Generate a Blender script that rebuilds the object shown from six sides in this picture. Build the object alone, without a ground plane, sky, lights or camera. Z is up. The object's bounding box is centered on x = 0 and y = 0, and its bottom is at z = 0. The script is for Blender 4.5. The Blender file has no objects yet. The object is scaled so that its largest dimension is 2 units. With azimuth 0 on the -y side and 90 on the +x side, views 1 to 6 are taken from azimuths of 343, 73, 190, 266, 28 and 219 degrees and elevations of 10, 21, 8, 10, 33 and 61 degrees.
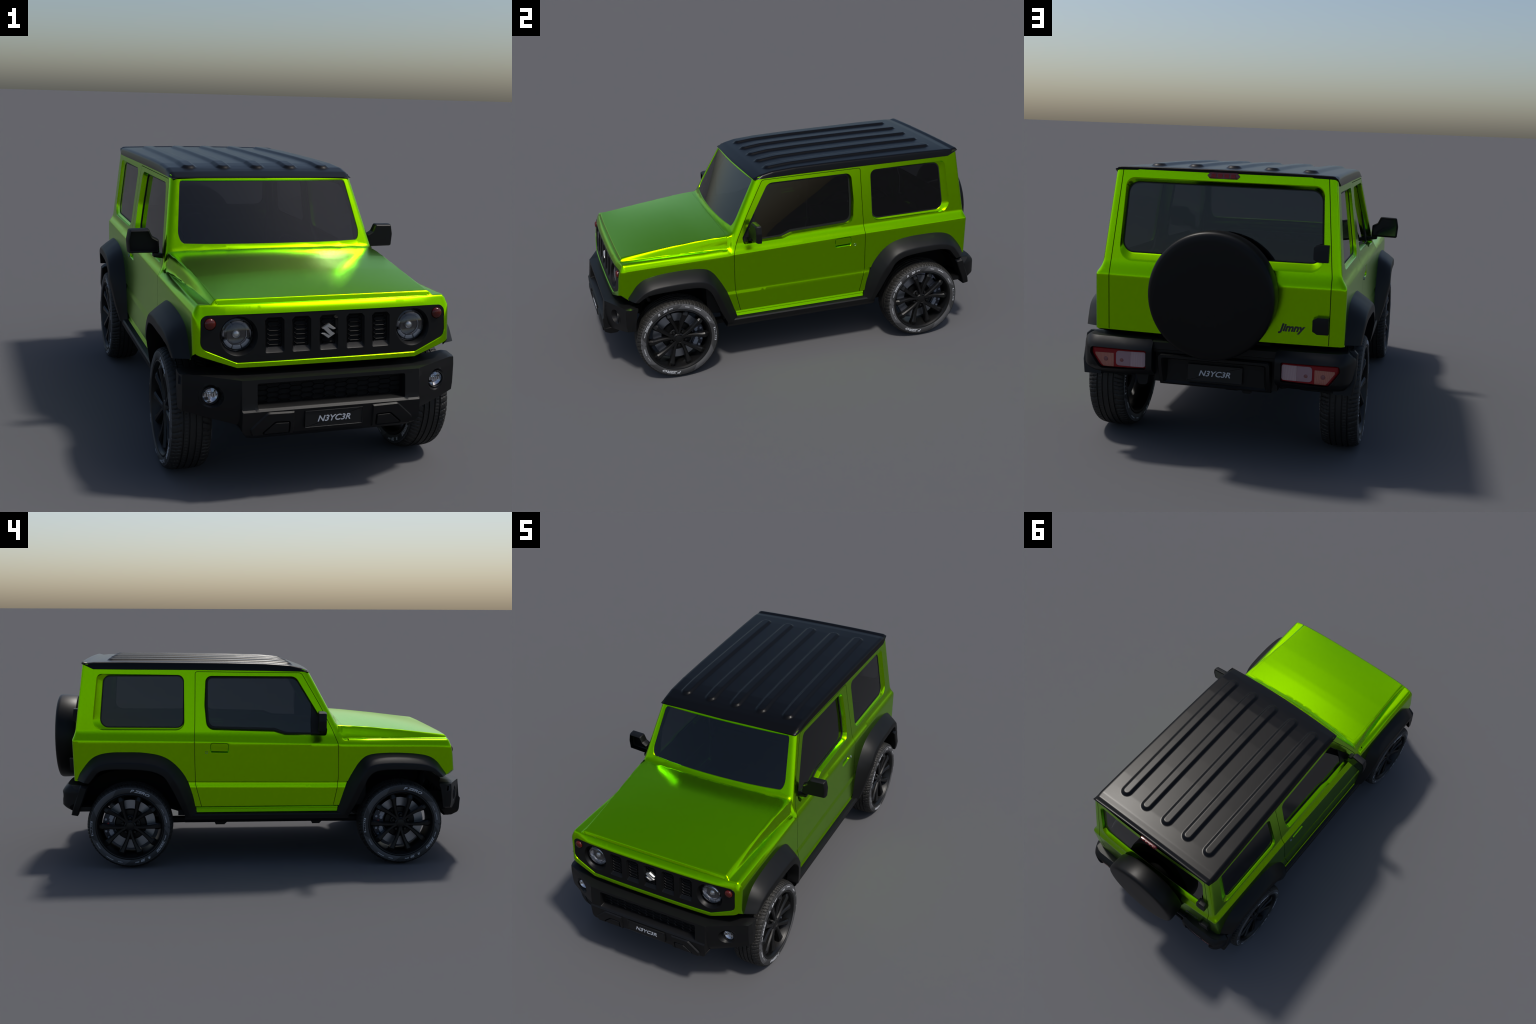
# A small boxy off-road car, built part by part.
# Frame: metres, z up, the car's nose points to -y.
import bpy, bmesh, math
import numpy as np
from mathutils import Vector
from mathutils.geometry import delaunay_2d_cdt

R = math.radians
scene = bpy.context.scene


# ------------------------------------------------------------------ materials
def material(name, color, rough=.5, metal=0., spec=.5, grain=None, **extra):
    m = bpy.data.materials.new(name)
    m.use_nodes = True
    nt = m.node_tree
    p = nt.nodes["Principled BSDF"]
    p.inputs["Base Color"].default_value = (*color, 1)
    p.inputs["Roughness"].default_value = rough
    p.inputs["Metallic"].default_value = metal
    p.inputs["Specular IOR Level"].default_value = spec
    for k, v in extra.items():
        p.inputs[k.replace("_", " ")].default_value = v
    if grain:
        scale, strength = grain
        tc = nt.nodes.new("ShaderNodeTexCoord")
        n = nt.nodes.new("ShaderNodeTexNoise")
        n.inputs["Scale"].default_value = scale
        n.inputs["Detail"].default_value = 3
        b = nt.nodes.new("ShaderNodeBump")
        b.inputs["Strength"].default_value = strength
        b.inputs["Distance"].default_value = .001
        nt.links.new(tc.outputs["Object"], n.inputs["Vector"])
        nt.links.new(n.outputs["Fac"], b.inputs["Height"])
        nt.links.new(b.outputs["Normal"], p.inputs["Normal"])
    return m


PAINT = material("lime_metallic_paint", (.338, .81, .0), .21, 1.0)
ROOFM = material("black_roof_paint", (.0022, .0022, .0025), .30, 0., .18)
PLAST = material("black_plastic", (.0042, .0042, .0044), .45, 0., .25, grain=(900, .08))
GLOSSB = material("satin_black_panel", (.0030, .0030, .0032), .42, 0., .22)
RUBB = material("black_rubber_seal", (.006, .006, .006), .5, 0., .35)
LINER = material("wheel_arch_liner", (.004, .004, .004), .8, 0., .2)
UNDER = material("underbody_black", (.007, .007, .007), .7, 0., .3)
RIMM = material("satin_black_alloy", (.0035, .0035, .0036), .40, 0., .35)
STEEL = material("brake_steel", (.36, .38, .42), .34, .9)
CALI = material("lock_metal", (.20, .22, .26), .35, .8)
CALB = material("caliper_dark_metal", (.045, .05, .065), .38, .6)
CALL = material("caliper_bright_metal", (.30, .34, .42), .35, .8)
CHROME = material("chrome", (.72, .73, .75), .12, 1.0)
SATINCH = material("satin_chrome", (.62, .62, .60), .32, .9)
WHITE = material("white_lettering", (.48, .50, .54), .5)
TYTXT = material("tyre_lettering_white", (.40, .41, .43), .6)
PLATEM = material("number_plate_black", (.008, .008, .008), .4, 0., .3)
BADGE = material("badge_dark_grey", (.035, .035, .04), .35, .3)
REDD = material("red_lens", (.22, .005, .009), .2, 0., .3)
BULB = material("bulb_glow", (.20, .07, .07), .3, 0., .4)
AMBER = material("red_amber_lens", (.075, .006, .003), .10, 0., .5)
REDMARK = material("caliper_red_mark", (.4, .02, .02), .4)
GUIDE = material("light_guide_sky_tinted", (.42, .46, .52), .18, .35, .6)  # chrome blocks coloured pale blue-grey to show the sky reflected in them
DARKGL = material("dark_projector", (.02, .021, .024), .08, 0., .8)


def tinted(name, color, rough=0.0):
    m = material(name, color, rough, 0., .5)
    p = m.node_tree.nodes["Principled BSDF"]
    p.inputs["Transmission Weight"].default_value = 1
    p.inputs["IOR"].default_value = 1.45
    return m


GLASS = tinted("tinted_window_glass", (.215, .225, .235))
LENS = tinted("clear_lamp_lens", (.98, .985, .99))


def ribbed_lens(name, c1, c2, scale):
    """lamp lens with fine vertical flutes"""
    m = material(name, c1, .2, 0., .6)
    nt = m.node_tree
    p = nt.nodes["Principled BSDF"]
    tc = nt.nodes.new("ShaderNodeTexCoord")
    w = nt.nodes.new("ShaderNodeTexWave")
    w.bands_direction = 'X'
    w.inputs["Scale"].default_value = scale
    w.inputs["Distortion"].default_value = .0
    mix = nt.nodes.new("ShaderNodeMix")
    mix.data_type = 'RGBA'
    mix.inputs["A"].default_value = (*c1, 1)
    mix.inputs["B"].default_value = (*c2, 1)
    b = nt.nodes.new("ShaderNodeBump")
    b.inputs["Strength"].default_value = .4
    b.inputs["Distance"].default_value = .001
    nt.links.new(tc.outputs["Object"], w.inputs["Vector"])
    nt.links.new(w.outputs["Fac"], mix.inputs["Factor"])
    nt.links.new(mix.outputs["Result"], p.inputs["Base Color"])
    nt.links.new(w.outputs["Fac"], b.inputs["Height"])
    nt.links.new(b.outputs["Normal"], p.inputs["Normal"])
    return m


PINK = ribbed_lens("clear_fluted_lens", (.30, .185, .20), (.44, .32, .33), 130)
PINK2 = ribbed_lens("pink_fluted_lens", (.25, .135, .16), (.33, .21, .235), 260)
PEACH = ribbed_lens("amber_fluted_lens", (.30, .055, .035), (.42, .20, .15), 150)


def tyre_material():
    """black rubber, with a grey printed band on the side wall broken into segments"""
    m = material("tyre_rubber", (.012, .011, .010), .6, 0., .4)
    nt = m.node_tree
    N, L = nt.nodes, nt.links
    p = N["Principled BSDF"]

    def math_(op, a, b=None):
        n = N.new("ShaderNodeMath")
        n.operation = op
        for i, v in enumerate((a, b)):
            if v is None:
                continue
            if isinstance(v, (int, float)):
                n.inputs[i].default_value = v
            else:
                L.new(v, n.inputs[i])
        return n.outputs[0]
    tc = N.new("ShaderNodeTexCoord")
    sx = N.new("ShaderNodeSeparateXYZ")
    L.new(tc.outputs["Object"], sx.inputs[0])
    X, Y, Z = sx.outputs
    # the inner side wall is the outer one turned half round about the y axis
    sg = math_('SIGN', X)
    Zs = math_('MULTIPLY', Z, sg)
    r = math_('SQRT', math_('ADD', math_('MULTIPLY', Y, Y), math_('MULTIPLY', Z, Z)))
    ang = math_('ARCTAN2', Zs, Y)

    def inside(v, lo, hi, soft):
        mr = N.new("ShaderNodeMapRange")
        mr.inputs["From Min"].default_value = lo - soft
        mr.inputs["From Max"].default_value = lo + soft
        L.new(v, mr.inputs["Value"])
        mr2 = N.new("ShaderNodeMapRange")
        mr2.inputs["From Min"].default_value = hi - soft
        mr2.inputs["From Max"].default_value = hi + soft
        mr2.inputs["To Min"].default_value = 1
        mr2.inputs["To Max"].default_value = 0
        L.new(v, mr2.inputs["Value"])
        return math_('MULTIPLY', mr.outputs[0], mr2.outputs[0])
    band = inside(r, .1605, .1855, .0006)
    ring = inside(r, .1842, .1856, .0003)
    # slanted segment ends: shift the angle with the radius
    angs = math_('ADD', ang, math_('MULTIPLY', math_('SUBTRACT', r, .172), 7.0))
    seg = None
    for lo, hi in ((22, 86), (-66, -22), (-181, -142), (172, 181)):
        s = inside(angs, R(lo), R(hi), .004)
        seg = s if seg is None else math_('MAXIMUM', seg, s)
    lvl = math_('ADD', math_('MULTIPLY', band, .022), math_('MULTIPLY', math_('MULTIPLY', seg, band), .040))
    lvl = math_('ADD', lvl, math_('MULTIPLY', ring, .06))
    nz = N.new("ShaderNodeTexNoise")
    nz.inputs["Scale"].default_value = 90
    L.new(tc.outputs["Object"], nz.inputs["Vector"])
    # dusty brown shoulders on the tread
    tread = inside(r, .187, .30, .001)
    dirt = math_('MULTIPLY', math_('MULTIPLY', nz.outputs["Fac"], tread), .006)
    comb = N.new("ShaderNodeCombineColor")
    L.new(math_('ADD', math_('ADD', lvl, .011), dirt), comb.inputs[0])
    L.new(math_('ADD', math_('ADD', lvl, .011), math_('MULTIPLY', dirt, .75)), comb.inputs[1])
    L.new(math_('ADD', math_('MULTIPLY', lvl, 1.06), math_('ADD', .0105, math_('MULTIPLY', dirt, .45))), comb.inputs[2])
    L.new(comb.outputs[0], p.inputs["Base Color"])
    return m


TYRE = tyre_material()

# ------------------------------------------------------------------ mesh helpers
car = bpy.data.objects.new("off_road_car", None)
scene.collection.objects.link(car)
car["label"] = "small boxy lime green off-road car with black roof"
car["category"] = "car"


class Build:
    """collects vertices and faces of one part"""

    def __init__(self):
        self.v, self.f, self.m, self.n = [], [], [], 0

    def add(self, verts, faces, mat=0):
        verts = np.asarray(verts, float)
        self.v.append(verts)
        self.f += [tuple(int(i) + self.n for i in f) for f in faces]
        self.m += [mat] * len(faces)
        self.n += len(verts)
        return self

    def mirrored(self):
        b = Build()
        b.v = [v * (-1, 1, 1) for v in self.v]
        b.f = [f[::-1] for f in self.f]
        b.m, b.n = list(self.m), self.n
        return b

    def both(self):
        o = self.mirrored()
        b = Build()
        b.v = self.v + o.v
        b.f = self.f + [tuple(i + self.n for i in f) for f in o.f]
        b.m, b.n = self.m + o.m, self.n * 2
        return b

    def obj(self, name, mats, parent=car, merge=.0003, angle=32, bevel=0, flat=False, body=False):
        me = bpy.data.meshes.new(name)
        v = np.concatenate(self.v)
        me.from_pydata([tuple(p) for p in v], [], self.f)
        mats = mats if isinstance(mats, (list, tuple)) else [mats]
        for mt in mats:
            me.materials.append(mt)
        me.polygons.foreach_set("material_index", self.m)
        bm = bmesh.new()
        bm.from_mesh(me)
        if merge:
            bmesh.ops.remove_doubles(bm, verts=bm.verts, dist=merge)
            bmesh.ops.dissolve_degenerate(bm, edges=bm.edges, dist=1e-6)
        if bevel:
            es = [e for e in bm.edges if len(e.link_faces) == 2 and e.calc_face_angle(0) > R(28)]
            bmesh.ops.bevel(bm, geom=es, offset=bevel, segments=2, affect='EDGES', profile=.6, clamp_overlap=True)
        bmesh.ops.recalc_face_normals(bm, faces=bm.faces)
        bm.to_mesh(me)
        bm.free()
        if not flat:
            me.polygons.foreach_set("use_smooth", [True] * len(me.polygons))
            me.set_sharp_from_angle(angle=R(angle))
        if body:
            smooth_as_body(me)
        o = bpy.data.objects.new(name, me)
        scene.collection.objects.link(o)
        o.parent = parent
        return o


def smooth_as_body(me):
    """vertices that lie on the body surface take its exact normal, so panels meet without a seam"""
    n = len(me.vertices)
    co = np.empty(n * 3)
    me.vertices.foreach_get("co", co)
    co = co.reshape(-1, 3)
    m = len(me.loops)
    li = np.empty(m, int)
    me.loops.foreach_get("vertex_index", li)
    cn = np.empty(m * 3)
    me.corner_normals.foreach_get("vector", cn)
    cn = cn.reshape(-1, 3)
    on = np.abs(F(co)) < 2.5e-4
    g = gradF(co)
    g[:, 0] *= 1
    g /= np.maximum(np.linalg.norm(g, axis=1, keepdims=True), 1e-9)
    pn = np.empty(len(me.polygons) * 3)
    me.polygons.foreach_get("normal", pn)
    pn = pn.reshape(-1, 3)
    ls = np.empty(len(me.polygons), int)
    lt = np.empty(len(me.polygons), int)
    me.polygons.foreach_get("loop_start", ls)
    me.polygons.foreach_get("loop_total", lt)
    face = np.repeat(np.arange(len(ls)), lt)
    gl = g[li]
    dot = (gl * pn[face]).sum(1)
    # a face is part of the surface when all of its corners are on it and it lies along it
    ok = on[li] & (np.abs(dot) > .75)
    cnt = np.bincount(face, ~ok, len(ls))
    ok &= cnt[face] == 0
    cn[ok] = gl[ok] * np.sign(dot[ok])[:, None]
    me.normals_split_custom_set([tuple(v) for v in cn])


def clone(o, name, parent=None, loc=None, rot=None, scale=None):
    c = o.copy()
    c.name = name
    scene.collection.objects.link(c)
    c.parent = parent or o.parent
    if loc is not None:
        c.location = loc
    if rot is not None:
        c.rotation_euler = rot
    if scale is not None:
        c.scale = scale
    return c


def lerp(x, xs, ys):
    return np.interp(x, xs, ys)


def dense(pts, step):
    """polyline with extra points so that no edge is longer than step"""
    out = []
    for a, b in zip(pts[:-1], pts[1:]):
        a, b = np.asarray(a, float), np.asarray(b, float)
        n = max(1, int(math.ceil(np.linalg.norm(b - a) / step)))
        out += [a + (b - a) * i / n for i in range(n)]
    out.append(np.asarray(pts[-1], float))
    return np.array(out)


def spline(pts, n):
    """Catmull-Rom through the points, n samples evenly spaced by arc"""
    p = np.asarray(pts, float)
    p = np.vstack([2 * p[0] - p[1], p, 2 * p[-1] - p[-2]])
    out = []
    for i in range(1, len(p) - 2):
        for t in np.linspace(0, 1, 16, endpoint=False):
            a, b, c, d = p[i - 1:i + 3]
            out.append(.5 * (2 * b + (c - a) * t + (2 * a - 5 * b + 4 * c - d) * t * t + (3 * b - a - 3 * c + d) * t ** 3))
    out.append(p[-2])
    out = np.array(out)
    s = np.r_[0, np.cumsum(np.linalg.norm(np.diff(out, axis=0), axis=1))]
    q = np.linspace(0, s[-1], n)
    return np.stack([np.interp(q, s, out[:, k]) for k in range(out.shape[1])], 1)


def rounded(corners, nc=7, ne=8):
    """closed outline; every corner is (a, b, radius). Same counts -> matching outlines"""
    c = np.array([k[:2] for k in corners], float)
    rad = [k[2] for k in corners]
    n = len(c)
    ends = []
    for i in range(n):
        p, a, b = c[i], c[i - 1] - c[i], c[(i + 1) % n] - c[i]
        la, lb = np.linalg.norm(a), np.linalg.norm(b)
        a, b = a / la, b / lb
        ang = math.acos(np.clip(a @ b, -1, 1))
        d = min(rad[i] / math.tan(ang / 2) if rad[i] > 0 else 1e-5, .48 * la, .48 * lb)
        p0, p1 = p + a * d, p + b * d
        t = np.linspace(0, 1, nc)[:, None]
        # circular-ish arc by a rational quadratic
        w = math.sin(ang / 2)
        arc = ((1 - t) ** 2 * p0 + 2 * w * t * (1 - t) * p + t * t * p1) / ((1 - t) ** 2 + 2 * w * t * (1 - t) + t * t)
        ends.append(arc)
    out = []
    for i in range(n):
        out += list(ends[i])
        q0, q1 = ends[i][-1], ends[(i + 1) % n][0]
        for k in range(1, ne + 1):
            out.append(q0 + (q1 - q0) * k / (ne + 1))
    return np.array(out)


def offset_loop(l, d):
    """move a closed outline inwards (d > 0) by its own normals"""
    l = np.asarray(l, float)
    area = .5 * np.sum(l[:, 0] * np.roll(l[:, 1], -1) - np.roll(l[:, 0], -1) * l[:, 1])
    e = np.roll(l, -1, 0) - l
    e /= np.maximum(np.linalg.norm(e, axis=1, keepdims=True), 1e-9)
    nrm = np.stack([-e[:, 1], e[:, 0]], 1) * np.sign(area)
    m = nrm + np.roll(nrm, 1, 0)
    m /= np.maximum((m * m).sum(1, keepdims=True) / 2, .4)
    return l + m * d


def in_poly(p, poly):
    x, y = p[:, 0], p[:, 1]
    a, b = poly, np.roll(poly, -1, 0)
    res = np.zeros(len(p), bool)
    for (x0, y0), (x1, y1) in zip(a, b):
        if y0 == y1:
            continue
        c = ((y0 > y) != (y1 > y)) & (x < (x1 - x0) * (y - y0) / (y1 - y0) + x0)
        res ^= c
    return res


def triangulate(outer, holes=(), lines=(), step=.012):
    """flat triangle mesh of an outline with holes, guided along extra lines"""
    pts, edges = [], []

    def put(pl, closed):
        s = len(pts)
        pts.extend(pl)
        k = len(pl)
        edges.extend((s + i, s + (i + 1) % k) for i in range(k if closed else k - 1))
    outer = np.asarray(outer, float)
    put(list(outer), True)
    for h in holes:
        put(list(np.asarray(h, float)), True)
    for l in lines:
        put(list(dense(l, step)), False)
    samples = []
    for a, b in edges:
        a, b = pts[a], pts[b]
        n = max(1, int(np.linalg.norm(b - a) / (step * .5)))
        samples += [a + (b - a) * i / n for i in range(n)]
    samples = np.array(samples)
    lo, hi = outer.min(0), outer.max(0)
    gx = np.arange(lo[0] + step * .5, hi[0], step)
    gy = np.arange(lo[1] + step * .5, hi[1], step)
    g = np.stack(np.meshgrid(gx, gy), -1).reshape(-1, 2)
    g = g[in_poly(g, outer)]
    keep = np.ones(len(g), bool)
    for i in range(0, len(g), 2000):
        d = np.sqrt(((g[i:i + 2000, None] - samples[None]) ** 2).sum(-1)).min(1)
        keep[i:i + 2000] = d > step * .45
    g = g[keep]
    for h in holes:
        g = g[~in_poly(g, np.asarray(h))]
    allp = [Vector(p) for p in pts] + [Vector(p) for p in g]
    v, e, f, *_ = delaunay_2d_cdt(allp, edges, [], 0, 1e-6)
    v = np.array([tuple(p) for p in v])
    f = np.array(f)
    c = v[f].mean(1)
    ok = in_poly(c, outer)
    for h in holes:
        ok &= ~in_poly(c, np.asarray(h))
    return v, f[ok]


def ring(loops, closed=True):
    """quads between successive loops of equal length"""
    n = len(loops[0])
    v = np.concatenate(loops)
    f = []
    for k in range(len(loops) - 1):
        for i in range(n if closed else n - 1):
            j = (i + 1) % n
            f.append((k * n + i, k * n + j, (k + 1) * n + j, (k + 1) * n + i))
    return v, f


def slab(b, v3, tri, shift, mat=0):
    """closed thin plate: a surface, the same surface shifted, and the rim between"""
    n = len(v3)
    faces = [tuple(t) for t in tri] + [tuple(n + i for i in t[::-1]) for t in tri]
    cnt = {}
    for t in tri:
        for a, c in ((t[0], t[1]), (t[1], t[2]), (t[2], t[0])):
            cnt[(a, c)] = 1
    for a, c in cnt:
        if (c, a) not in cnt:
            faces.append((a, n + a, n + c, c))
    b.add(np.vstack([v3, v3 + shift]), faces, mat)
    return b


def box(b, lo, hi, mat=0):
    x0, y0, z0 = lo
    x1, y1, z1 = hi
    v = [(x0, y0, z0), (x1, y0, z0), (x1, y1, z0), (x0, y1, z0), (x0, y0, z1), (x1, y0, z1), (x1, y1, z1), (x0, y1, z1)]
    b.add(v, [(0, 3, 2, 1), (4, 5, 6, 7), (0, 1, 5, 4), (1, 2, 6, 5), (2, 3, 7, 6), (3, 0, 4, 7)], mat)
    return b


def prism(b, outline, axis, lo, hi, mat=0, taper=None):
    """extrude a flat outline along an axis; taper insets the far end outline"""
    o = np.asarray(outline, float)
    o2 = o if taper is None else np.asarray(taper, float)

    def put(p, h):
        r = np.zeros((len(p), 3))
        k = [i for i in range(3) if i != axis]
        r[:, k[0]], r[:, k[1]], r[:, axis] = p[:, 0], p[:, 1], h
        return r
    n = len(o)
    v = np.vstack([put(o, lo), put(o2, hi)])
    f = [(i, (i + 1) % n, n + (i + 1) % n, n + i) for i in range(n)] + [tuple(range(n))[::-1], tuple(range(n, 2 * n))]
    b.add(v, f, mat)
    return b


def lathe(profile, n=64, axis='x', a0=0., a1=2 * math.pi):
    """profile: (along axis, radius) pairs, turned about the axis"""
    p = np.asarray(profile, float)
    full = abs(a1 - a0 - 2 * math.pi) < 1e-6
    t = np.linspace(a0, a1, n, endpoint=not full)
    ax, r = p[:, 0], p[:, 1]
    v = np.stack([np.broadcast_to(ax, (n, len(p))), r * np.cos(t)[:, None], r * np.sin(t)[:, None]], -1)
    if axis == 'y':
        v = v[..., [1, 0, 2]]
    elif axis == 'z':
        v = v[..., [1, 2, 0]]
    k = len(p)
    f = []
    for i in range(n if full else n - 1):
        j = (i + 1) % n
        for q in range(k - 1):
            f.append((i * k + q, i * k + q + 1, j * k + q + 1, j * k + q))
    return v.reshape(-1, 3), f


def tube(b, p0, p1, r, n=20, mat=0, caps=True):
    p0, p1 = np.array(p0, float), np.array(p1, float)
    d = p1 - p0
    d /= np.linalg.norm(d)
    u = np.cross(d, (0, 0, 1) if abs(d[2]) < .9 else (1, 0, 0))
    u /= np.linalg.norm(u)
    w = np.cross(d, u)
    t = np.linspace(0, 2 * math.pi, n, endpoint=False)[:, None]
    c = (np.cos(t) * u + np.sin(t) * w) * r
    v, f = ring([p0 + c, p1 + c])
    if caps:
        f += [tuple(range(n))[::-1], tuple(range(n, 2 * n))]
    b.add(v, f, mat)


def text_mesh(body, size, extrude, shear=0., width=None, bold=0.):
    """flat lettering in the xy plane, centred, as vertices and faces"""
    cu = bpy.data.curves.new("lettering_helper", 'FONT')
    cu.body, cu.size, cu.extrude, cu.shear, cu.offset = body, size, extrude, shear, bold
    cu.align_x, cu.align_y = 'CENTER', 'CENTER'
    cu.resolution_u = 3
    o = bpy.data.objects.new("lettering_helper", cu)
    scene.collection.objects.link(o)
    bpy.context.view_layer.update()
    dg = bpy.context.evaluated_depsgraph_get()
    me = bpy.data.meshes.new_from_object(o.evaluated_get(dg))
    v = np.array([tuple(p.co) for p in me.vertices])
    f = [tuple(p.vertices) for p in me.polygons]
    bpy.data.objects.remove(o)
    bpy.data.curves.remove(cu)
    bpy.data.meshes.remove(me)
    c = (v.min(0) + v.max(0)) / 2
    v[:, :2] -= c[:2]
    if width:
        v[:, 0] *= width / np.ptp(v[:, 0])
    return v, f


# ------------------------------------------------------------------ body surface
# The painted body is one rounded solid F(x, y, z) = 0, cut into panels.
def smax(a, b, r):
    return np.maximum(a, b) + np.maximum(r - np.abs(a - b), 0) ** 2 / (4 * r)


def smin(a, b, r):
    return -smax(-a, -b, r)


XS = .4285          # half width of the flanks
XB = .410           # half width at the belt line


def z_crease(y):
    return lerp(y, [-.911, -.85, -.36, .319, .887], [.566, .568, .578, .595, .604])


def z_belt(y):
    return lerp(y, [-.6, -.36, .319, .876], [.604, .610, .624, .634])


def k_lean(y):
    return lerp(y, [-.215, .83], [.185, .104])


def bow(x):
    """how far the nose swells forward towards the middle"""
    return .014 * (1 - np.clip(np.abs(x) / .42, 0, 1) ** 3)


def y_front(z, x=XS):
    return -(.911 + .10 * (.570 - z)) - bow(x)


def H(x, y):
    """bonnet slab, its side walls and the shoulders beside it"""
    ze = lerp(y, [-.893, -.78, -.67, -.5, -.36, -.2], [.612, .6245, .6375, .6540, .664, .667])
    xe = lerp(y, [-.893, -.7, -.5, -.37], [.358, .366, .381, .396])
    t = np.clip((-.36 - y) / .533, 0, 1)
    c = .0155 * (1 - t ** 4) * lerp(y, [-.55, -.36], [1, .60])
    zs = lerp(y, [-.893, -.5, -.37], [.598, .602, .608])
    xw = lerp(y, [-.893, -.7, -.5, -.37], [.3705, .3785, .3915, .4065])
    s = c * (1 - (x / xe) ** 2)
    s = np.where(np.abs(x) < xe, s, -2 * c / xe * (np.abs(x) - xe))
    slab_ = ze + s
    wall = ze - (np.abs(x) - xe) * (ze - zs) / (xw - xe)
    z = smin(slab_, wall, lerp(y, [-.85, -.45], [.011, .026]))
    nose = ze + c - (-.8880 - .5 * bow(x) - y) * 3.6
    z = smin(z, nose, .006)
    rr = lerp(y, [-.6, -.4], [.003, .03])
    return smax(zs + 0 * x, z, rr)


def Wz(x, y):
    b = lerp(y, [-.37, -.22], [.027, .013])
    yb = -.345 - b * (1 - np.clip(x / .36, -1.2, 1.2) ** 2)
    return .690 + (y - yb) * 1.81


def T(x, y):
    z = smax(H(x, y), Wz(x, y), .014)
    zi = .572 + (y + .911 + bow(x)) * 1.40
    return smin(z, zi, .006)


def chamfer(p, y, z, z0, z1):
    """signed distance to the sloping band between crease (z0) and belt (z1)"""
    dx, dz = p[1] - p[0], z1 - z0
    ln = np.sqrt(dx * dx + dz * dz)
    return ((y - p[0]) * dz - (z - z0) * dx) / ln


def rear_bow(x):
    return .013 * (1 - np.clip(np.abs(x) / .42, 0, 1) ** 2)


def F(P):
    x, y, z = np.abs(P[:, 0]), P[:, 1], P[:, 2]
    zc, zb, k = z_crease(y), z_belt(y), k_lean(y)
    a = x - XS
    b = chamfer((XS, XB), x, z, zc, zb)
    c = (x - (XB - k * (z - zb))) / np.sqrt(1 + k * k)
    side = smax(a, smin(b, c, .006), .0035)
    y0, y = y, y - rear_bow(x)
    e = y - (.887 - (.604 - z) * .03)
    f = chamfer((.887, .8735), y, z, .604, .634)
    g = (y - (.8735 - (z - .634) * .131)) / 1.0085
    rear = smax(e, smin(f, g, .006), .0035)
    y = y0
    h = (y_front(z, x) - y) / 1.005
    tx = (T(x + .001, y) - T(x - .001, y)) / .002
    ty = (T(x, y + .001) - T(x, y - .001)) / .002
    d = (z - T(x, y)) / np.sqrt(1 + tx * tx + ty * ty)
    r = smax(side, rear, .018)
    kd = lerp(y, [-.75, -.37], [.010, .026])
    r = smax(r, d, kd)
    return smax(r, h, lerp(x, [.33, .40], [.008, .030]))


def gradF(P):
    e = 4e-4
    return np.stack([(F(P + d) - F(P - d)) / (2 * e) for d in np.eye(3) * e], 1)


def settle(P):
    """drop points onto the body surface"""
    for _ in range(8):
        g = gradF(P)
        P = P - (F(P) / np.maximum((g * g).sum(1), .2))[:, None] * g
    return P


def x_side(y, z):
    zc, zb, k = z_crease(y), z_belt(y), k_lean(y)
    xb = XS - (z - zc) * (XS - XB) / (zb - zc)
    xc = XB - k * (z - zb)
    return np.minimum(XS, np.maximum(xb, xc))


def z_top(x, y):
    x = np.abs(x)
    zc, zb, k = z_crease(y), z_belt(y), k_lean(y)
    zbx = zc + (XS - x) / (XS - XB) * (zb - zc)
    zcx = zb + (XB - x) / k
    return np.minimum(T(x, y), np.maximum(zbx, zcx))


def y_rear(z):
    e = .887 - (.604 - z) * .03
    f = .887 - (z - .604) * .45
    g = .8735 - (z - .634) * .131
    return np.minimum(e, np.maximum(f, g))


def step_relief(y, z):
    """the pressed line low on the flank: under-cut above, sloping band below"""
    z1 = lerp(y, [-.3, .349], [.4005, .4070])
    d = np.interp(z - z1, [-.031, -.0085, -.0030, 0], [0, .0050, .0050, 0])
    return d


def map_side(q, depth=0.):
    y, z = q[:, 0], q[:, 1]
    P = settle(np.stack([x_side(y, z), y, z], 1))
    P[:, 0] -= depth + step_relief(P[:, 1], P[:, 2])
    return P


def map_top(q, depth=0.):
    x, y = q[:, 0], q[:, 1]
    P = settle(np.stack([x, y, z_top(x, y)], 1))
    if np.any(depth):
        P = P - gradF(P) * np.reshape(depth, (-1, 1))
    return P


def map_rear(q, depth=0.):
    x, z = q[:, 0], q[:, 1]
    P = settle(np.stack([x, y_rear(z) + rear_bow(x), z], 1))
    P[:, 1] -= depth
    return P


def map_front(q, depth=0.):
    x, z = q[:, 0], q[:, 1]
    P = settle(np.stack([x, y_front(z, x), z], 1))
    P[:, 1] += depth
    return P


def faces_out(P, tri):
    """wind triangles so that they look out of the body"""
    a, b, c = P[tri[:, 0]], P[tri[:, 1]], P[tri[:, 2]]
    n = np.cross(b - a, c - a)
    g = gradF((a + b + c) / 3)
    flip = (n * g).sum(1) < 0
    tri = tri.copy()
    tri[flip] = tri[flip][:, ::-1]
    return tri


def inward(P, d):
    g = gradF(P)
    return P - g / np.linalg.norm(g, axis=1, keepdims=True) * d


STEP = .011
shell = Build()      # sides, pillars, cowl, nose: the fixed painted body
door = Build()
bonnet = Build()
tailgate = Build()
seal = Build()       # dark gap filler behind the panel gaps

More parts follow.
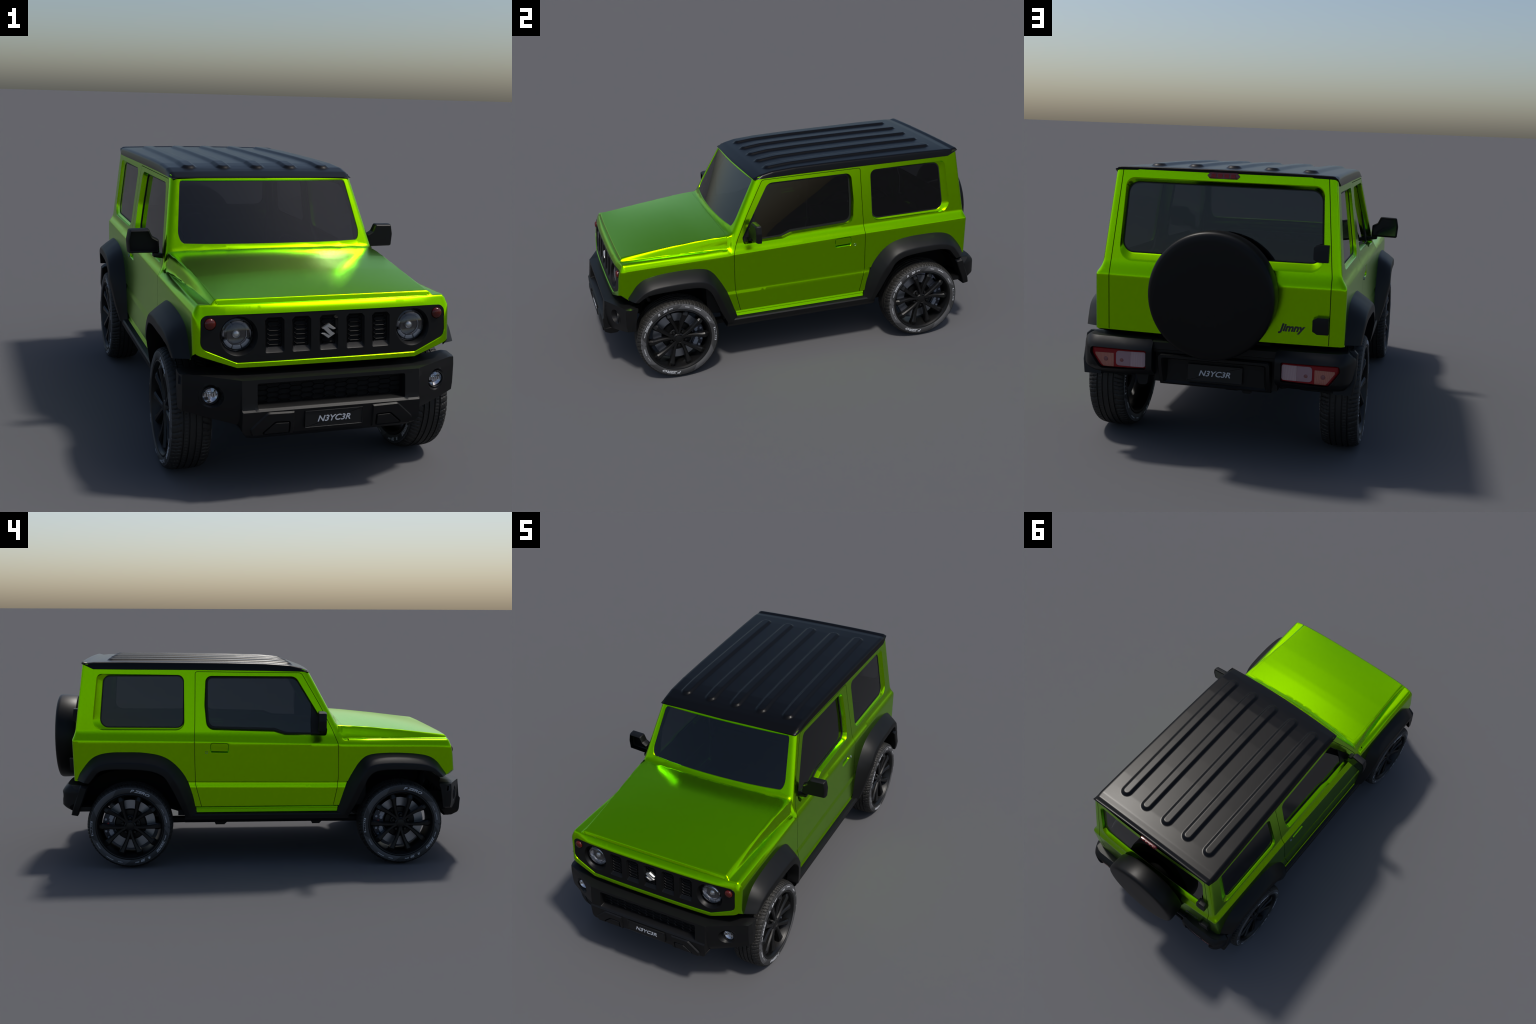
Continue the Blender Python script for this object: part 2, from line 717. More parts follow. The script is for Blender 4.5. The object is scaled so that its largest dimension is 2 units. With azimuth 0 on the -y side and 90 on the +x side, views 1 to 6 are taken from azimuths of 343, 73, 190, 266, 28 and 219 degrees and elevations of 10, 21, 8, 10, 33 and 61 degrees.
# --- outlines on the flank, as (y, z)
REAR_ARCH = [(.864, .425), (.851, .454), (.806, .511), (.763, .536), (.707, .546), (.636, .547), (.565, .545), (.494, .534),
             (.445, .514), (.402, .479), (.367, .435), (.349, .398), (.328, .335), (.318, .288)]
FRONT_ARCH = [(-.366, .283), (-.403, .392), (-.445, .470), (-.473, .506), (-.502, .525), (-.554, .534), (-.646, .536),
              (-.738, .530), (-.798, .517), (-.836, .492), (-.859, .463), (-.879, .438)]
DOOR_WINDOW = [(.266, .897, .030), (-.160, .893, .042), (-.309, .648, .020), (-.304, .616, .012), (-.106, .6195, .02),
               (-.056, .6355, .02), (.262, .646, .040), (.2725, .76, .2)]
DOOR_GLASS = [(.254, .884, .020), (-.160, .881, .042), (-.2345, .776, .004), (-.2350, .628, .003), (-.110, .6325, .02),
              (-.060, .6515, .02), (.250, .661, .030), (.2555, .76, .2)]
QUARTER_RECESS = [(.768, .908, .024), (.366, .901, .030), (.366, .645, .040), (.797, .648, .048)]
QUARTER_GLASS = [(.735, .894, .028), (.370, .894, .028), (.374, .660, .030), (.755, .664, .034)]
DOOR = [(.314, .916, .010), (-.187, .909, .020), (-.274, .758, .4), (-.333, .643, .15), (-.3595, .577, .06), (-.362, .422, .3),
        (-.357, .367, .06), (-.335, .262, 0), (.283, .262, 0), (.317, .394, .05), (.320, .595, .3), (.317, .685, .3)]


def arch_inner(curve, cy, cz, d):
    c = spline(curve, 40)
    v = c - (cy, cz)
    return c - v / np.linalg.norm(v, axis=1, keepdims=True) * d


# A-pillar edge: where the leaning flank meets the windscreen plane
pil_y = np.linspace(-.2205, -.346, 16)
pil_z = []
for yy in pil_y:
    zz = .8
    for _ in range(60):
        xx = XB - k_lean(yy) * (zz - z_belt(yy))
        zz = .5 * zz + .5 * float(T(np.array([xx]), np.array([yy]))[0])
    pil_z.append(zz)
pillar = np.stack([pil_y, pil_z], 1)
foot = dense([tuple(pillar[-1]), (-.362, float(z_belt(-.362))), (-.372, float(z_crease(-.372)))], .008)[1:]
cr_y = np.linspace(-.372, -.911, 50)[1:]
crease = np.stack([cr_y, z_crease(cr_y)], 1)
nose_z = np.linspace(float(z_crease(-.911)), .455, 12)[1:]
nose = np.stack([y_front(nose_z), nose_z], 1)
tail_z = np.r_[np.linspace(.412, .600, 16), .604, .610, .62, .628, .634, np.linspace(.645, .956, 26)]
tail = np.stack([y_rear(tail_z), tail_z], 1)
ra = arch_inner(REAR_ARCH, .626, .25, .012)
fa = arch_inner(FRONT_ARCH, -.662, .25, .012)
side_loop = np.vstack([
    tail,
    dense([tuple(tail[-1]), (.79, .945), (.70, .936), (-.205, .926), tuple(pillar[0])], STEP)[1:],
    pillar[1:], foot, crease, nose,
    dense([tuple(nose[-1]), (-.905, .447), (-.879, .423), tuple(fa[-1])], STEP)[1:-1],
    fa[::-1],
    dense([tuple(fa[0]), (-.360, .2845), (.312, .2845), tuple(ra[-1])], STEP)[1:-1],
    ra[::-1],
    dense([tuple(ra[0]), (.862, .412), tuple(tail[0])], STEP)[1:-1],
])
dw = rounded(DOOR_WINDOW)
qr = rounded(QUARTER_RECESS)
dl = rounded(DOOR, 6, 14)
dl = dense(np.vstack([dl, dl[:1]]), .0095)[:-1]
GAP = .0013
d_out, d_in = offset_loop(dl, -GAP), offset_loop(dl, GAP)
ys = np.linspace(.89, -.37, 80)
lines = [np.stack([ys, f(ys) + o], 1) for f, o in ((z_crease, .0035), (z_crease, 0), (z_crease, -.0035), (z_belt, .005), (z_belt, 0), (z_belt, -.005))]
z1 = lambda y: lerp(y, [-.3, .349], [.4005, .4070])
ysh = np.linspace(.355, -.41, 60)
lines += [np.stack([ysh, z1(ysh) + o], 1) for o in (.002, 0, -.003, -.0085, -.031, -.033)]
lines += [np.stack([y_rear(tail_z[2:-2]) - o, tail_z[2:-2]], 1) for o in (.004, .009, .015)]
lines += [np.stack([pillar[2:, 0] + o, pillar[2:, 1]], 1) for o in (.005, .011, .018)]
lines += [np.stack([y_front(nose_z) + o, nose_z], 1) for o in (.004, .009, .015, .022, .03)]
# keep guide lines inside the panel
def clip(l, loop):
    l = dense(l, .006)
    ok = in_poly(l, loop)
    out, cur = [], []
    for p, k in zip(l, ok):
        if k:
            cur.append(p)
        else:
            if len(cur) > 1:
                out.append(np.array(cur))
            cur = []
    if len(cur) > 1:
        out.append(np.array(cur))
    return out


lines = [s for l in lines for s in clip(l, side_loop)]
# door handle: a shallow scooped cup with a flap
HANDLE = rounded([(.246, .589, .014), (.158, .586, .014), (.159, .539, .008), (.246, .541, .008)], 5, 6)
v2, tri = triangulate(side_loop, [dw, qr, HANDLE], lines + [np.vstack([d_out, d_out[:1]]), np.vstack([d_in, d_in[:1]])], STEP)
P = map_side(v2)
tri = faces_out(P, tri)
cen = v2[tri].mean(1)
inn, out = in_poly(cen, d_in), in_poly(cen, d_out)
door.add(P, tri[inn])
shell_side = Build().add(P, tri[~out])


def edge_flange(b, loop2, mapf, lo=None, depth=.009):
    """turned-in edge along a panel gap"""
    l = loop2
    if lo is not None:
        k = np.argmax([p[1] < lo and np.roll(l, -1, 0)[i][1] >= lo for i, p in enumerate(l)])
        l = np.roll(l, -(k + 1), 0)
        l = l[l[:, 1] >= lo]
        P = mapf(l)
        b.add(*ring([inward(P, .0006), inward(P, depth)], closed=False))
    else:
        P = mapf(l)
        b.add(*ring([inward(P, .0006), inward(P, depth)]))


edge_flange(door, d_in, map_side, .2845)
edge_flange(shell_side, d_out, map_side, .2845)
l = dl[dl[:, 1] >= .283]
k = np.argmax(np.linalg.norm(np.diff(np.vstack([l, l[:1]]), axis=0), axis=1)) + 1
l = np.roll(l, -k, 0)
sd = Build()
lo_, li_ = offset_loop(dl, -.003), offset_loop(dl, .003)
sel = np.roll(np.arange(len(dl))[dl[:, 1] >= .283], -k)
sd.add(*ring([inward(map_side(lo_[sel]), .008), inward(map_side(li_[sel]), .008)], closed=False))
# door bottom edge turned in
P = map_side(dense([(-.345, .2845), (.300, .2845)], .02))
door.add(*ring([P - (.0006, 0, 0), P - (.016, 0, 0)], closed=False))

# --- window reveals
def reveal(b, l0, l1, mapf, steps):
    """sloping frame from outline l0 on the surface to outline l1 set back"""
    loops = [mapf(l0 + (l1 - l0) * t, d) for t, d in steps]
    b.add(*ring(loops))


dw_in = offset_loop(dw, .006)
reveal(door, dw, dw_in, map_side, [(0, 0), (.10, .0012), (.35, .004), (.8, .017), (1, .021)])
qg = rounded(QUARTER_GLASS)
qs = offset_loop(qg, -.0045)
reveal(shell_side, qr, qs, map_side, [(0, 0), (.04, .0008), (.10, .0030), (.24, .0065), (.85, .0100), (.96, .0115), (1, .0130)])

glass_door = rounded(DOOR_GLASS)
sv, st = triangulate(dw_in, [glass_door], (), .02)
door_seal = slab(Build(), map_side(sv, .0195), st, (-.008, 0, 0))
sv, st = triangulate(qs, [qg], (), .02)
quarter_seal = slab(Build(), map_side(sv, .0110), st, (-.008, 0, 0))


def pane(outline, mapf, depth, shift, step=.03):
    v, t = triangulate(outline, (), (), step)
    return slab(Build(), mapf(v, depth), t, shift)


door_pane = pane(offset_loop(glass_door, -.002), map_side, .0225, (-.003, 0, 0))
quarter_pane = pane(offset_loop(qg, -.002), map_side, .0125, (-.003, 0, 0))

# door handle cup, flap and lock
hc = offset_loop(HANDLE, .006)
hb = Build()
cup = [map_side(HANDLE), map_side(offset_loop(HANDLE, .0012), .001), map_side(offset_loop(HANDLE, .004), .009), map_side(hc, .013)]
hb.add(*ring(cup))
v_, t_ = triangulate(hc, (), (), .012)
hb.add(map_side(v_, .013), t_)
flap = rounded([(.2455, .5885, .013), (.1585, .5855, .013), (.1592, .5535, .004), (.2455, .5555, .004)], 5, 6)
v_, t_ = triangulate(offset_loop(flap, .0026), (), (), .012)
fp = Build()
dep = np.interp(v_[:, 1], [.5535, .558, .566, .589], [.006, .001, .0005, .0005])
slab(fp, map_side(v_, dep), t_, (-.006, 0, 0))

# --- bonnet, cowl and windscreen frame, as (x, y), right half
front_x = np.linspace(0, .4262, 44)
hx_ = np.linspace(float(x_side(*pillar[0])), 0, 36)
hy_ = -.2205 - .013 * (1 - (hx_ / hx_[0]) ** 2)
top_loop = np.vstack([
    np.stack([front_x, -.911 - bow(front_x)], 1),
    [(XS, -.911)],
    np.stack([np.full(len(crease) - 1, XS), crease[::-1][1:, 0]], 1),
    np.stack([x_side(foot[::-1][:, 0], foot[::-1][:, 1]), foot[::-1][:, 0]], 1),
    np.stack([x_side(pillar[::-1][:, 0], pillar[::-1][:, 1]), pillar[::-1][:, 0]], 1),
    np.stack([hx_, hy_], 1)[1:],
    dense([(0, float(hy_[-1])), (0, -.925)], STEP)[1:-1],
])


def half(corners, nc=7, ne=8):
    """right half of a symmetric outline that is closed across x = 0"""
    full = list(corners) + [(-x, y, r) for x, y, r in corners[::-1]]
    return rounded(full, nc, ne)


def y_screen(z, x=.3):
    return -.345 - .010 * (1 - (x / .36) ** 2) + (z - .69) / 1.81


SCREEN = [(.324, -.2265, .012), (.3550, -.3455, .020), (0, -.3555, 3.0)]
screen_full = half(SCREEN[:2])
mid = screen_full.copy()
low = mid[:, 1] < -.335
mid[low, 1] -= .027 * (1 - np.clip(mid[low, 0] / .351, -1, 1) ** 2)
hi_ = mid[:, 1] > -.235
mid[hi_, 1] -= .012 * (1 - np.clip(mid[hi_, 0] / .324, -1, 1) ** 2)
screen = mid
BONNET = [(.3686, -.381, .012), (.3575, -.893, .010)]
bon_full = half(BONNET, 6, 40)
bl = bon_full.copy()
back = bl[:, 1] > -.385
bl[back, 1] -= .006 * (1 - np.clip(bl[back, 0] / .372, -1, 1) ** 2)


# the whole top is meshed at once so that its centre line is seamless
top_full = np.vstack([top_loop[:-(len(dense([(0, float(hy_[-1])), (0, -.925)], STEP)) - 2)]])
right = top_full[top_full[:, 0] > 1e-6]
mirror = right[::-1] * (-1, 1)
top_outline = np.vstack([[(0, -.911 - float(bow(0)))], right, [(0, float(hy_[-1]))], mirror])
fr_ = bl[:, 1] < -.885
bl[fr_, 1] -= .5 * bow(bl[fr_, 0])
bl = dense(np.vstack([bl, bl[:1]]), .0095)[:-1]
b_out, b_in = offset_loop(bl, -.0003), offset_loop(bl, .0003)
yl = np.linspace(-.885, -.385, 60)
edge_x = lerp(yl, [-.893, -.36], [.3545, .366])
wall_x = lerp(yl, [-.893, -.7, -.5, -.37], [.3705, .3785, .3915, .4065])
glines = []
for s in (1, -1):
    for o in (-.020, -.013, -.006, 0):
        glines.append(np.stack([s * (edge_x + o), yl], 1))
    for q in (.26, .38, .48, .57, .65, .73, .80, .87, .94, 1.0):
        glines.append(np.stack([s * (edge_x + (wall_x + .008 - edge_x) * q), yl], 1))
    glines.append(np.stack([s * np.full(60, XS - .0035), yl], 1))
    glines.append(np.stack([s * np.full(60, XS - .009), yl], 1))
    glines.append(np.stack([s * np.full(60, XB), yl], 1))
    px = x_side(pillar[2:, 0], pillar[2:, 1])
    for o in (.004, .009, .015, .022):
        glines.append(np.stack([s * (px - o), pillar[2:, 0] - 0], 1))
xl = np.linspace(-.41, .41, 90)
for yv in (-.9075, -.904, -.9, -.8955, -.8895, -.8875, -.884, -.878, -.87):
    xx_ = xl * (.985 if yv > -.9 else 1)
    glines.append(np.stack([xx_, yv - (1. if yv < -.9 else .5) * bow(xx_)], 1))
glines = [s for l in glines for s in clip(l, top_outline)]
tv, tt = triangulate(top_outline, [screen], glines + [np.vstack([b_out, b_out[:1]]), np.vstack([b_in, b_in[:1]])], .010)
TP = map_top(tv)
tt = faces_out(TP, tt)
cen = tv[tt].mean(1)
inn, out = in_poly(cen, b_in), in_poly(cen, b_out)
bonnet.add(TP, tt[inn])
shell.add(TP, tt[~out])
P = map_top(b_in)
bonnet.add(*ring([inward(P, .0006), inward(P, .010)]))
P = map_top(b_out)
shell.add(*ring([inward(P, .0006), inward(P, .010)]))
seal.add(*ring([inward(map_top(b_out), .0085), inward(map_top(b_in), .0085)]))
sc_in = offset_loop(screen, .0015)
shell.add(*ring([map_top(screen), map_top(offset_loop(screen, .0006), .0008), map_top(sc_in, .003), map_top(sc_in, .012)]))
v_, t_ = triangulate(sc_in, (), (), .02)
P = map_top(v_, .003)
windscreen = slab(Build(), P, t_, -gradF(P) * .003)

# --- nose: painted surround of the grille panel, as (x, z), full width
GRILLE = [(.4055, .5705, .022), (.4085, .4690, .030), (.297, .4215, .012)]
grille = half(GRILLE, 7, 10)
fx = front_x[1:]
nose_r = np.vstack([
    np.stack([fx, np.full(43, .572)], 1),
    np.stack([np.full(12, XS), np.r_[float(z_crease(-.911)), nose_z]], 1),
    dense([(XS, .455), (.404, .446), (.296, .4085), (0, .4085)], STEP)[1:-1],
])
nose_outline = np.vstack([[(0, .572)], nose_r, [(0, .4085)], nose_r[::-1] * (-1, 1)])
nl = []
for s in (1, -1):
    for o in (.003, .007, .012, .018):
        nl.append(np.stack([s * np.full(12, XS - o), np.r_[.565, nose_z]], 1)[:-1])
nl = [s for l in nl for s in clip(l, nose_outline)]
nv, nt_ = triangulate(nose_outline, [grille], nl, .009)
NP = map_front(nv)
nt_ = faces_out(NP, nt_)
shell.add(NP, nt_)
shell.add(*ring([map_front(grille), map_front(offset_loop(grille, .0010), .0012), map_front(offset_loop(grille, .0022), .0035), map_front(offset_loop(grille, .0025), .012)]))
# turned-under lower lip of the nose
lip = np.vstack([nose_r[len(fx) + 11:][::1] * 1., [(0, .4085)], (nose_r[len(fx) + 11:] * (-1, 1))[::-1]])
LP = map_front(lip)
shell.add(*ring([LP + (0, .0006, 0), LP + (0, .006, -.004), LP + (0, .030, -.004)], closed=False))

# --- tail: (x, z), full width, with the tailgate cut out of it
tz = tail_z
tail_r = np.stack([x_side(y_rear(tz), tz), tz], 1)
tail_outline = np.vstack([
    dense([(-tail_r[0][0], tz[0]), (tail_r[0][0], tz[0])], STEP)[1:-1],
    tail_r, dense([tuple(tail_r[-1]), (-tail_r[-1][0], tz[-1])], STEP)[1:-1], (tail_r * (-1, 1))[::-1]])
REAR_RECESS = [(.337, .930, .032), (.350, .650, .045)]
REAR_GLASS = [(.328, .911, .036), (.340, .681, .034)]
rr_, rg_ = half(REAR_RECESS, 9, 12), half(REAR_GLASS, 9, 12)
GATE = [(.346, .990, 0), (.363, .800, .3), (.3775, .636, .01), (.3775, .604, .01), (.377, .39, 0)]
gl = half(GATE, 4, 12)
gl = dense(np.vstack([gl, gl[:1]]), .0095)[:-1]
g_out, g_in = offset_loop(gl, -GAP), offset_loop(gl, GAP)
def edge_lines(loop):
    return clip(np.vstack([loop, loop[:1]]), tail_outline)


rl = []
for o in (.0035, 0, -.0035):
    rl.append(dense([(-.425, .604 + o), (.425, .604 + o)], .012))
for o in (.005, 0, -.005):
    rl.append(dense([(-.408, .634 + o), (.408, .634 + o)], .012))
for s in (1, -1):
    for o in (.004, .009, .014):
        rl.append(np.stack([s * (tail_r[2:-2, 0] - o), tz[2:-2]], 1))
rl = [s for l in rl for s in clip(l, tail_outline)]
rv, rt = triangulate(tail_outline, [rr_], rl + edge_lines(g_out) + edge_lines(g_in), STEP)
RP = map_rear(rv)
rt = faces_out(RP, rt)
cen = rv[rt].mean(1)
inn, out = in_poly(cen, g_in), in_poly(cen, g_out)
tailgate.add(RP, rt[inn])
shell.add(RP, rt[~out])
for s in (0, 1):
    seg_i = [q for q in edge_lines(g_in) if (q[:, 0].mean() > 0) == bool(s)][0]
    seg_o = [q for q in edge_lines(g_out) if (q[:, 0].mean() > 0) == bool(s)][0]
    P = map_rear(seg_i)
    tailgate.add(*ring([P - (0, .0006, 0), P - (0, .009, 0)], closed=False))
    P = map_rear(seg_o)
    shell.add(*ring([P - (0, .0006, 0), P - (0, .009, 0)], closed=False))
    P = map_rear(seg_i)
    seal.add(*ring([P + (.006, -.006, 0), P + (-.006, -.006, 0)], closed=False))
rs_ = offset_loop(rg_, -.003)
reveal(tailgate, rr_, rs_, map_rear, [(0, 0), (.12, .0006), (.3, .003), (.8, .013), (.95, .0160), (1, .0185)])
sv, st = triangulate(rs_, [rg_], (), .02)
rear_seal = slab(Build(), map_rear(sv, .0165), st, (0, -.006, 0))
rear_pane = pane(offset_loop(rg_, -.002), map_rear, .0173, (0, -.003, 0))
# lower edge of the tail turned in
P = map_rear(dense([(-.418, .412), (.418, .412)], .02))
shell.add(*ring([P, P + (0, -.006, -.005), P + (0, -.05, -.005)], closed=False))
sb = shell_side.both()
shell.add(np.concatenate(sb.v), sb.f)

shell.obj("body_shell", PAINT, merge=.0004, angle=30, body=True)
bonnet.obj("bonnet", PAINT, merge=.0002, angle=30, body=True)
tg = tailgate.obj("tailgate", PAINT, merge=.0003, angle=30, body=True)
seal.add(np.concatenate(sd.both().v), sd.both().f)
seal.obj("panel_gap_seal", RUBB)
for flip in (False, True):
    g = (lambda b: b.mirrored()) if flip else (lambda b: b)
    d = g(door).obj("door", PAINT, angle=30, body=True)
    g(door_seal).obj("window_seal", RUBB, parent=d)
    g(door_pane).obj("door_window", GLASS, parent=d)
    h = Build()
    h.v, h.f, h.m, h.n = list(hb.v), list(hb.f), list(hb.m), hb.n
    hh = g(h).obj("door_handle", PAINT, parent=d, angle=40)
    g(fp).obj("handle_flap", PAINT, parent=d, angle=40)
    lk = Build()
    lv, lf = lathe([(-.003, 0.0001), (-.003, .0040), (-.0008, .0044), (.0010, .0050), (.0016, .0060), (-.002, .0068)], 24)
    lk.add(lv + (XS + .0012, .2635, .543), lf)
    g(lk).obj("door_lock", CALI, parent=d)
    g(quarter_seal).obj("window_seal", RUBB)
    g(quarter_pane).obj("quarter_window", GLASS)
windscreen.obj("windscreen", GLASS)
rear_seal.obj("window_seal", RUBB, parent=tg)
rear_pane.obj("rear_window", GLASS, parent=tg)

# ------------------------------------------------------------------ roof
RIBS = [-.268, -.134, 0., .134, .268]


def roof_rib(x, y, z=0):
    h = np.zeros_like(x)
    for c in RIBS:
        y0, y1 = -.150, .728
        yy = np.clip(y, y0 + .027, y1 - .027)
        d = np.hypot(x - c, (y - yy))
        t = np.clip((.0320 - d) / .016, 0, 1)
        h = np.maximum(h, t * t * (3 - 2 * t))
    return h * .0095


def drip(y):
    return lerp(y, [-.222, -.02, .277, .632, .785, .838], [.914, .919, .9235, .9265, .9285, .9535])


rows = np.r_[-.2250, -.2242, -.222, np.linspace(-.216, .80, 210), np.linspace(.804, .832, 9), .8345, .8365, .8380]
cols = np.linspace(0, 1, 92)
sect = []
for y in rows:
    zd = float(drip(y))
    xo = float(XB - k_lean(np.clip(y, -.3, .9)) * (zd + .004 - z_belt(y))) + float(lerp(y, [-.225, -.20, .80, .838], [.0005, .0035, .0035, .001]))
    zs = lerp(y, [-.2250, -.216, -.184, -.13, -.02, .16, .34, .63, .78, .80, .81, .828, .835, .838],
              [.9155, .9200, .9335, .9455, .9535, .9580, .9600, .9625, .9615, .9595, .9585, .963, .9635, .9615])
    zm = lerp(y, [-.2250, -.216, -.175, -.147, -.10, -.049, .107, .34, .467, .713, .78, .80, .812, .828, .835, .838],
              [.9160, .9215, .9360, .9425, .9505, .9565, .9620, .9660, .9675, .9680, .9665, .9645, .9635, .9685, .9680, .9655])
    xt = xo - .018
    x = cols * xt
    z = zs + (zm - zs) * (1 - cols ** 2.3)
    z = z + roof_rib(x, np.full_like(x, y)) * np.clip((y + .19) / .03, 0, 1)
    fade = np.clip((.0 - y) / .22, 0, 1) ** 2
    yc_ = y - .012 * fade * (1 - cols ** 2)
    # rolled edge, flank of the roof, and the drip lip
    hgt = max(zs - zd, .003)
    ex = [xt + .008, xt + .0125, xt + .0150, xo + .0005, xo + .0010, xo - .0015, xo - .014]
    ez = [zs - .0016, zs - .0050, zs - min(.011, hgt * .55), zd + hgt * .10, zd + hgt * .03, zd - .0002, zd]
    sx = np.r_[x, ex, 0]
    sz = np.r_[z, ez, zd + .001]
    sect.append(np.stack([sx, np.r_[yc_, np.full(7, y), y - .012 * fade], sz], 1))
n = len(sect[0])
rb = Build()
v, f = ring(sect, closed=False)
f = [q[::-1] for q in f]
rb.add(v, f + [tuple(range(n))[::-1], tuple(range((len(rows) - 1) * n, len(rows) * n))])
rb.both().obj("roof", ROOFM, merge=.0002, angle=38)

# ------------------------------------------------------------------ wheel arch flares
def flare(body, lower, ridge_up, ends_x, name):
    """body: outline on the flank; lower: outer lower edge; ridge sits between them"""
    n = 72
    b_ = spline(body, n)
    l_ = spline(lower, n)
    t = np.linspace(0, 1, n)
    xr = lerp(t, [0, .12, .3, .7, .88, 1], ends_x)
    rg = l_ + (b_ - l_) * ridge_up
    rg[:, 1] += .0

    def at(p, x):
        return np.stack([np.broadcast_to(x, (n,)), p[:, 0], p[:, 1]], 1)
    mid_ = b_ + (rg - b_) * .5
    loops = [at(b_ + (l_ - b_) * .10, XS - .012), at(b_, XS - .001), at(b_ + (l_ - b_) * .03, XS + .0035),
             at(mid_, XS + (xr - XS) * .56), at(rg + (b_ - rg) * .10, xr - .0035), at(rg, xr),
             at(rg + (l_ - rg) * .12, xr + .0012), at(l_ + (rg - l_) * .08, xr + .0025), at(l_, xr + .001),
             at(l_ + (l_ - rg) * .02, xr - .004), at(l_ + (l_ - rg) * .02, xr - .055)]
    b = Build()
    v, f = ring(loops, closed=False)
    k = len(loops)
    f += [tuple(i * n for i in range(k)), tuple(i * n + n - 1 for i in range(k))[::-1]]
    b.add(v, f)
    return b


FRONT_BODY = [(-.352, .238), (-.357, .255)] + FRONT_ARCH + [(-.884, .430)]
FRONT_LOW = [(-.412, .238), (-.447, .310), (-.478, .388), (-.497, .428), (-.528, .4535), (-.5825, .4630), (-.655, .4640), (-.729, .4610), (-.788, .4540), (-.815, .441), (-.838, .424)]
REAR_BODY = [(.868, .4165)] + REAR_ARCH + [(.312, .262), (.306, .240)]
REAR_LOW = [(.808, .408), (.789, .4300), (.762, .4615), (.718, .4735), (.655, .4750), (.599, .4730), (.545, .468), (.500, .4580), (.4585, .4330), (.424, .3740), (.398, .318), (.3735, .2620), (.362, .238)]
ff = flare(FRONT_BODY, FRONT_LOW, .40, [.452, .470, .4895, .4895, .485, .476], "f")
rf = flare(REAR_BODY, REAR_LOW, .40, [.476, .485, .4895, .4895, .470, .452], "r")
for b in (ff, rf):
    b.obj("wheel_arch_flare", PLAST, angle=26)
    b.mirrored().obj("wheel_arch_flare", PLAST, angle=26)

# arch liners
for cy in (-.662, .626):
    b = Build()
    deep = .285 if cy > 0 else .235
    v, f = lathe([(.420, .268), (deep + .02, .262), (deep, .25), (deep, .12)], 40, a0=R(6), a1=R(174 if cy > 0 else 128))
    b.add(v * (1, 1, .86) + (0, cy, .235), f)
    b.both().obj("wheel_arch_liner", LINER, angle=50)

# ------------------------------------------------------------------ sills and side steps
b = Build()
prof = [(.405, .288), (.4185, .2840), (.4245, .2725), (.4200, .2705), (.4200, .2680), (.4260, .2560), (.410, .2535)]
ends = [(-.362, .0), (.313, .0)]
b.add(*ring([np.array([(x, y, z) for x, z in prof]) for y, _ in ends], closed=False))
o = b.obj("sill_trim", PAINT, angle=20)
b.mirrored().obj("sill_trim", PAINT, angle=20)
b = Build()
prof = [(.30, .262), (.424, .2555), (.4420, .2500), (.4465, .2440), (.4450, .2240), (.432, .2080), (.40, .2040), (.30, .2040)]
ya = np.array([-.412, -.400, -.360, .330, .356, .368])
sc = np.array([.93, 1, 1, 1, 1, .93])
b.add(*ring([np.array([(x * (1 if x < .4 else .97 + .03 * s), y, z) for x, z in prof]) for y, s in zip(ya, sc)], closed=True))
k = len(prof)
b.add(np.array([(x, y, z) for y in (ya[0], ya[-1]) for x, z in prof]), [tuple(range(k)), tuple(range(k, 2 * k))[::-1]])
b.obj("side_step", PLAST, angle=30)
b.mirrored().obj("side_step", PLAST, angle=30)

# ------------------------------------------------------------------ underbody
b = Build()
box(b, (-.40, -.42, .236), (.40, .40, .262))
box(b, (-.175, -.74, .25), (.175, -.40, .40))
box(b, (-.178, .38, .25), (.178, .86, .40))
box(b, (-.412, .33, .470), (.412, .868, .478))
box(b, (-.412, .33, .25), (.412, .338, .474))
box(b, (-.40, -.50, .28), (.40, -.40, .58))
b.obj("floor_pan", UNDER, flat=True)
b = Build()
for s in (1, -1):
    v, f = ring([np.array([(s * x, y, z) for x, z in ((.215, zc - .018), (.255, zc - .018), (.255, zc + .025), (.215, zc + .025))])
                 for y, zc in ((-.93, .285), (-.80, .29), (-.48, .235), (-.40, .222), (.34, .222), (.46, .26), (.70, .29), (.86, .285))])
    fr = []
    for i in range(7):
        for j in range(4):
            fr.append((i * 4 + j, i * 4 + (j + 1) % 4, (i + 1) * 4 + (j + 1) % 4, (i + 1) * 4 + j))
    b.add(v, fr + [(0, 1, 2, 3), (28, 31, 30, 29)])
for y in (-.45, .0, .30):
    box(b, (-.24, y - .02, .212), (.24, y + .02, .240))
b.obj("chassis_frame", UNDER, angle=25)
b = Build()
for s in (1, -1):
    for y0, y1 in ((.157, .231), (-.302, -.236)):
        prism(b, [(y0 - .0, .206), (y0 + .022, .184), (y1 - .010, .184), (y1, .206)], 0, s * .36 - .02, s * .36 + .02)
    # trailing and leading arms
    for (ya_, za_), (yb_, zb_) in (((.60, .19), (.20, .205)), ((-.64, .19), (-.27, .200))):
        tube(b, (s * .30, ya_, za_), (s * .33, yb_, zb_), .017, 12)
b.obj("suspension_arm", UNDER, angle=30)
RAD = .2005
for y in (-.662, .624):
    b = Build()
    tube(b, (-.34, y, RAD), (.34, y, RAD), .017, 20)
    v, f = lathe([(-.055, .001), (-.05, .028), (-.02, .042), (.02, .042), (.05, .028), (.055, .001)], 24)
    b.add(v + (.09 if y < 0 else .0, y, RAD), f)
    for s in (1, -1):
        tube(b, (s * .20, y + .05, .20), (s * .18, y + .06, .36), .016, 16)
    b.obj("axle", UNDER)
b = Build()
tube(b, (.02, -.60, .205), (.02, .60, .205), .011, 16)
b.obj("drive_shaft", UNDER)
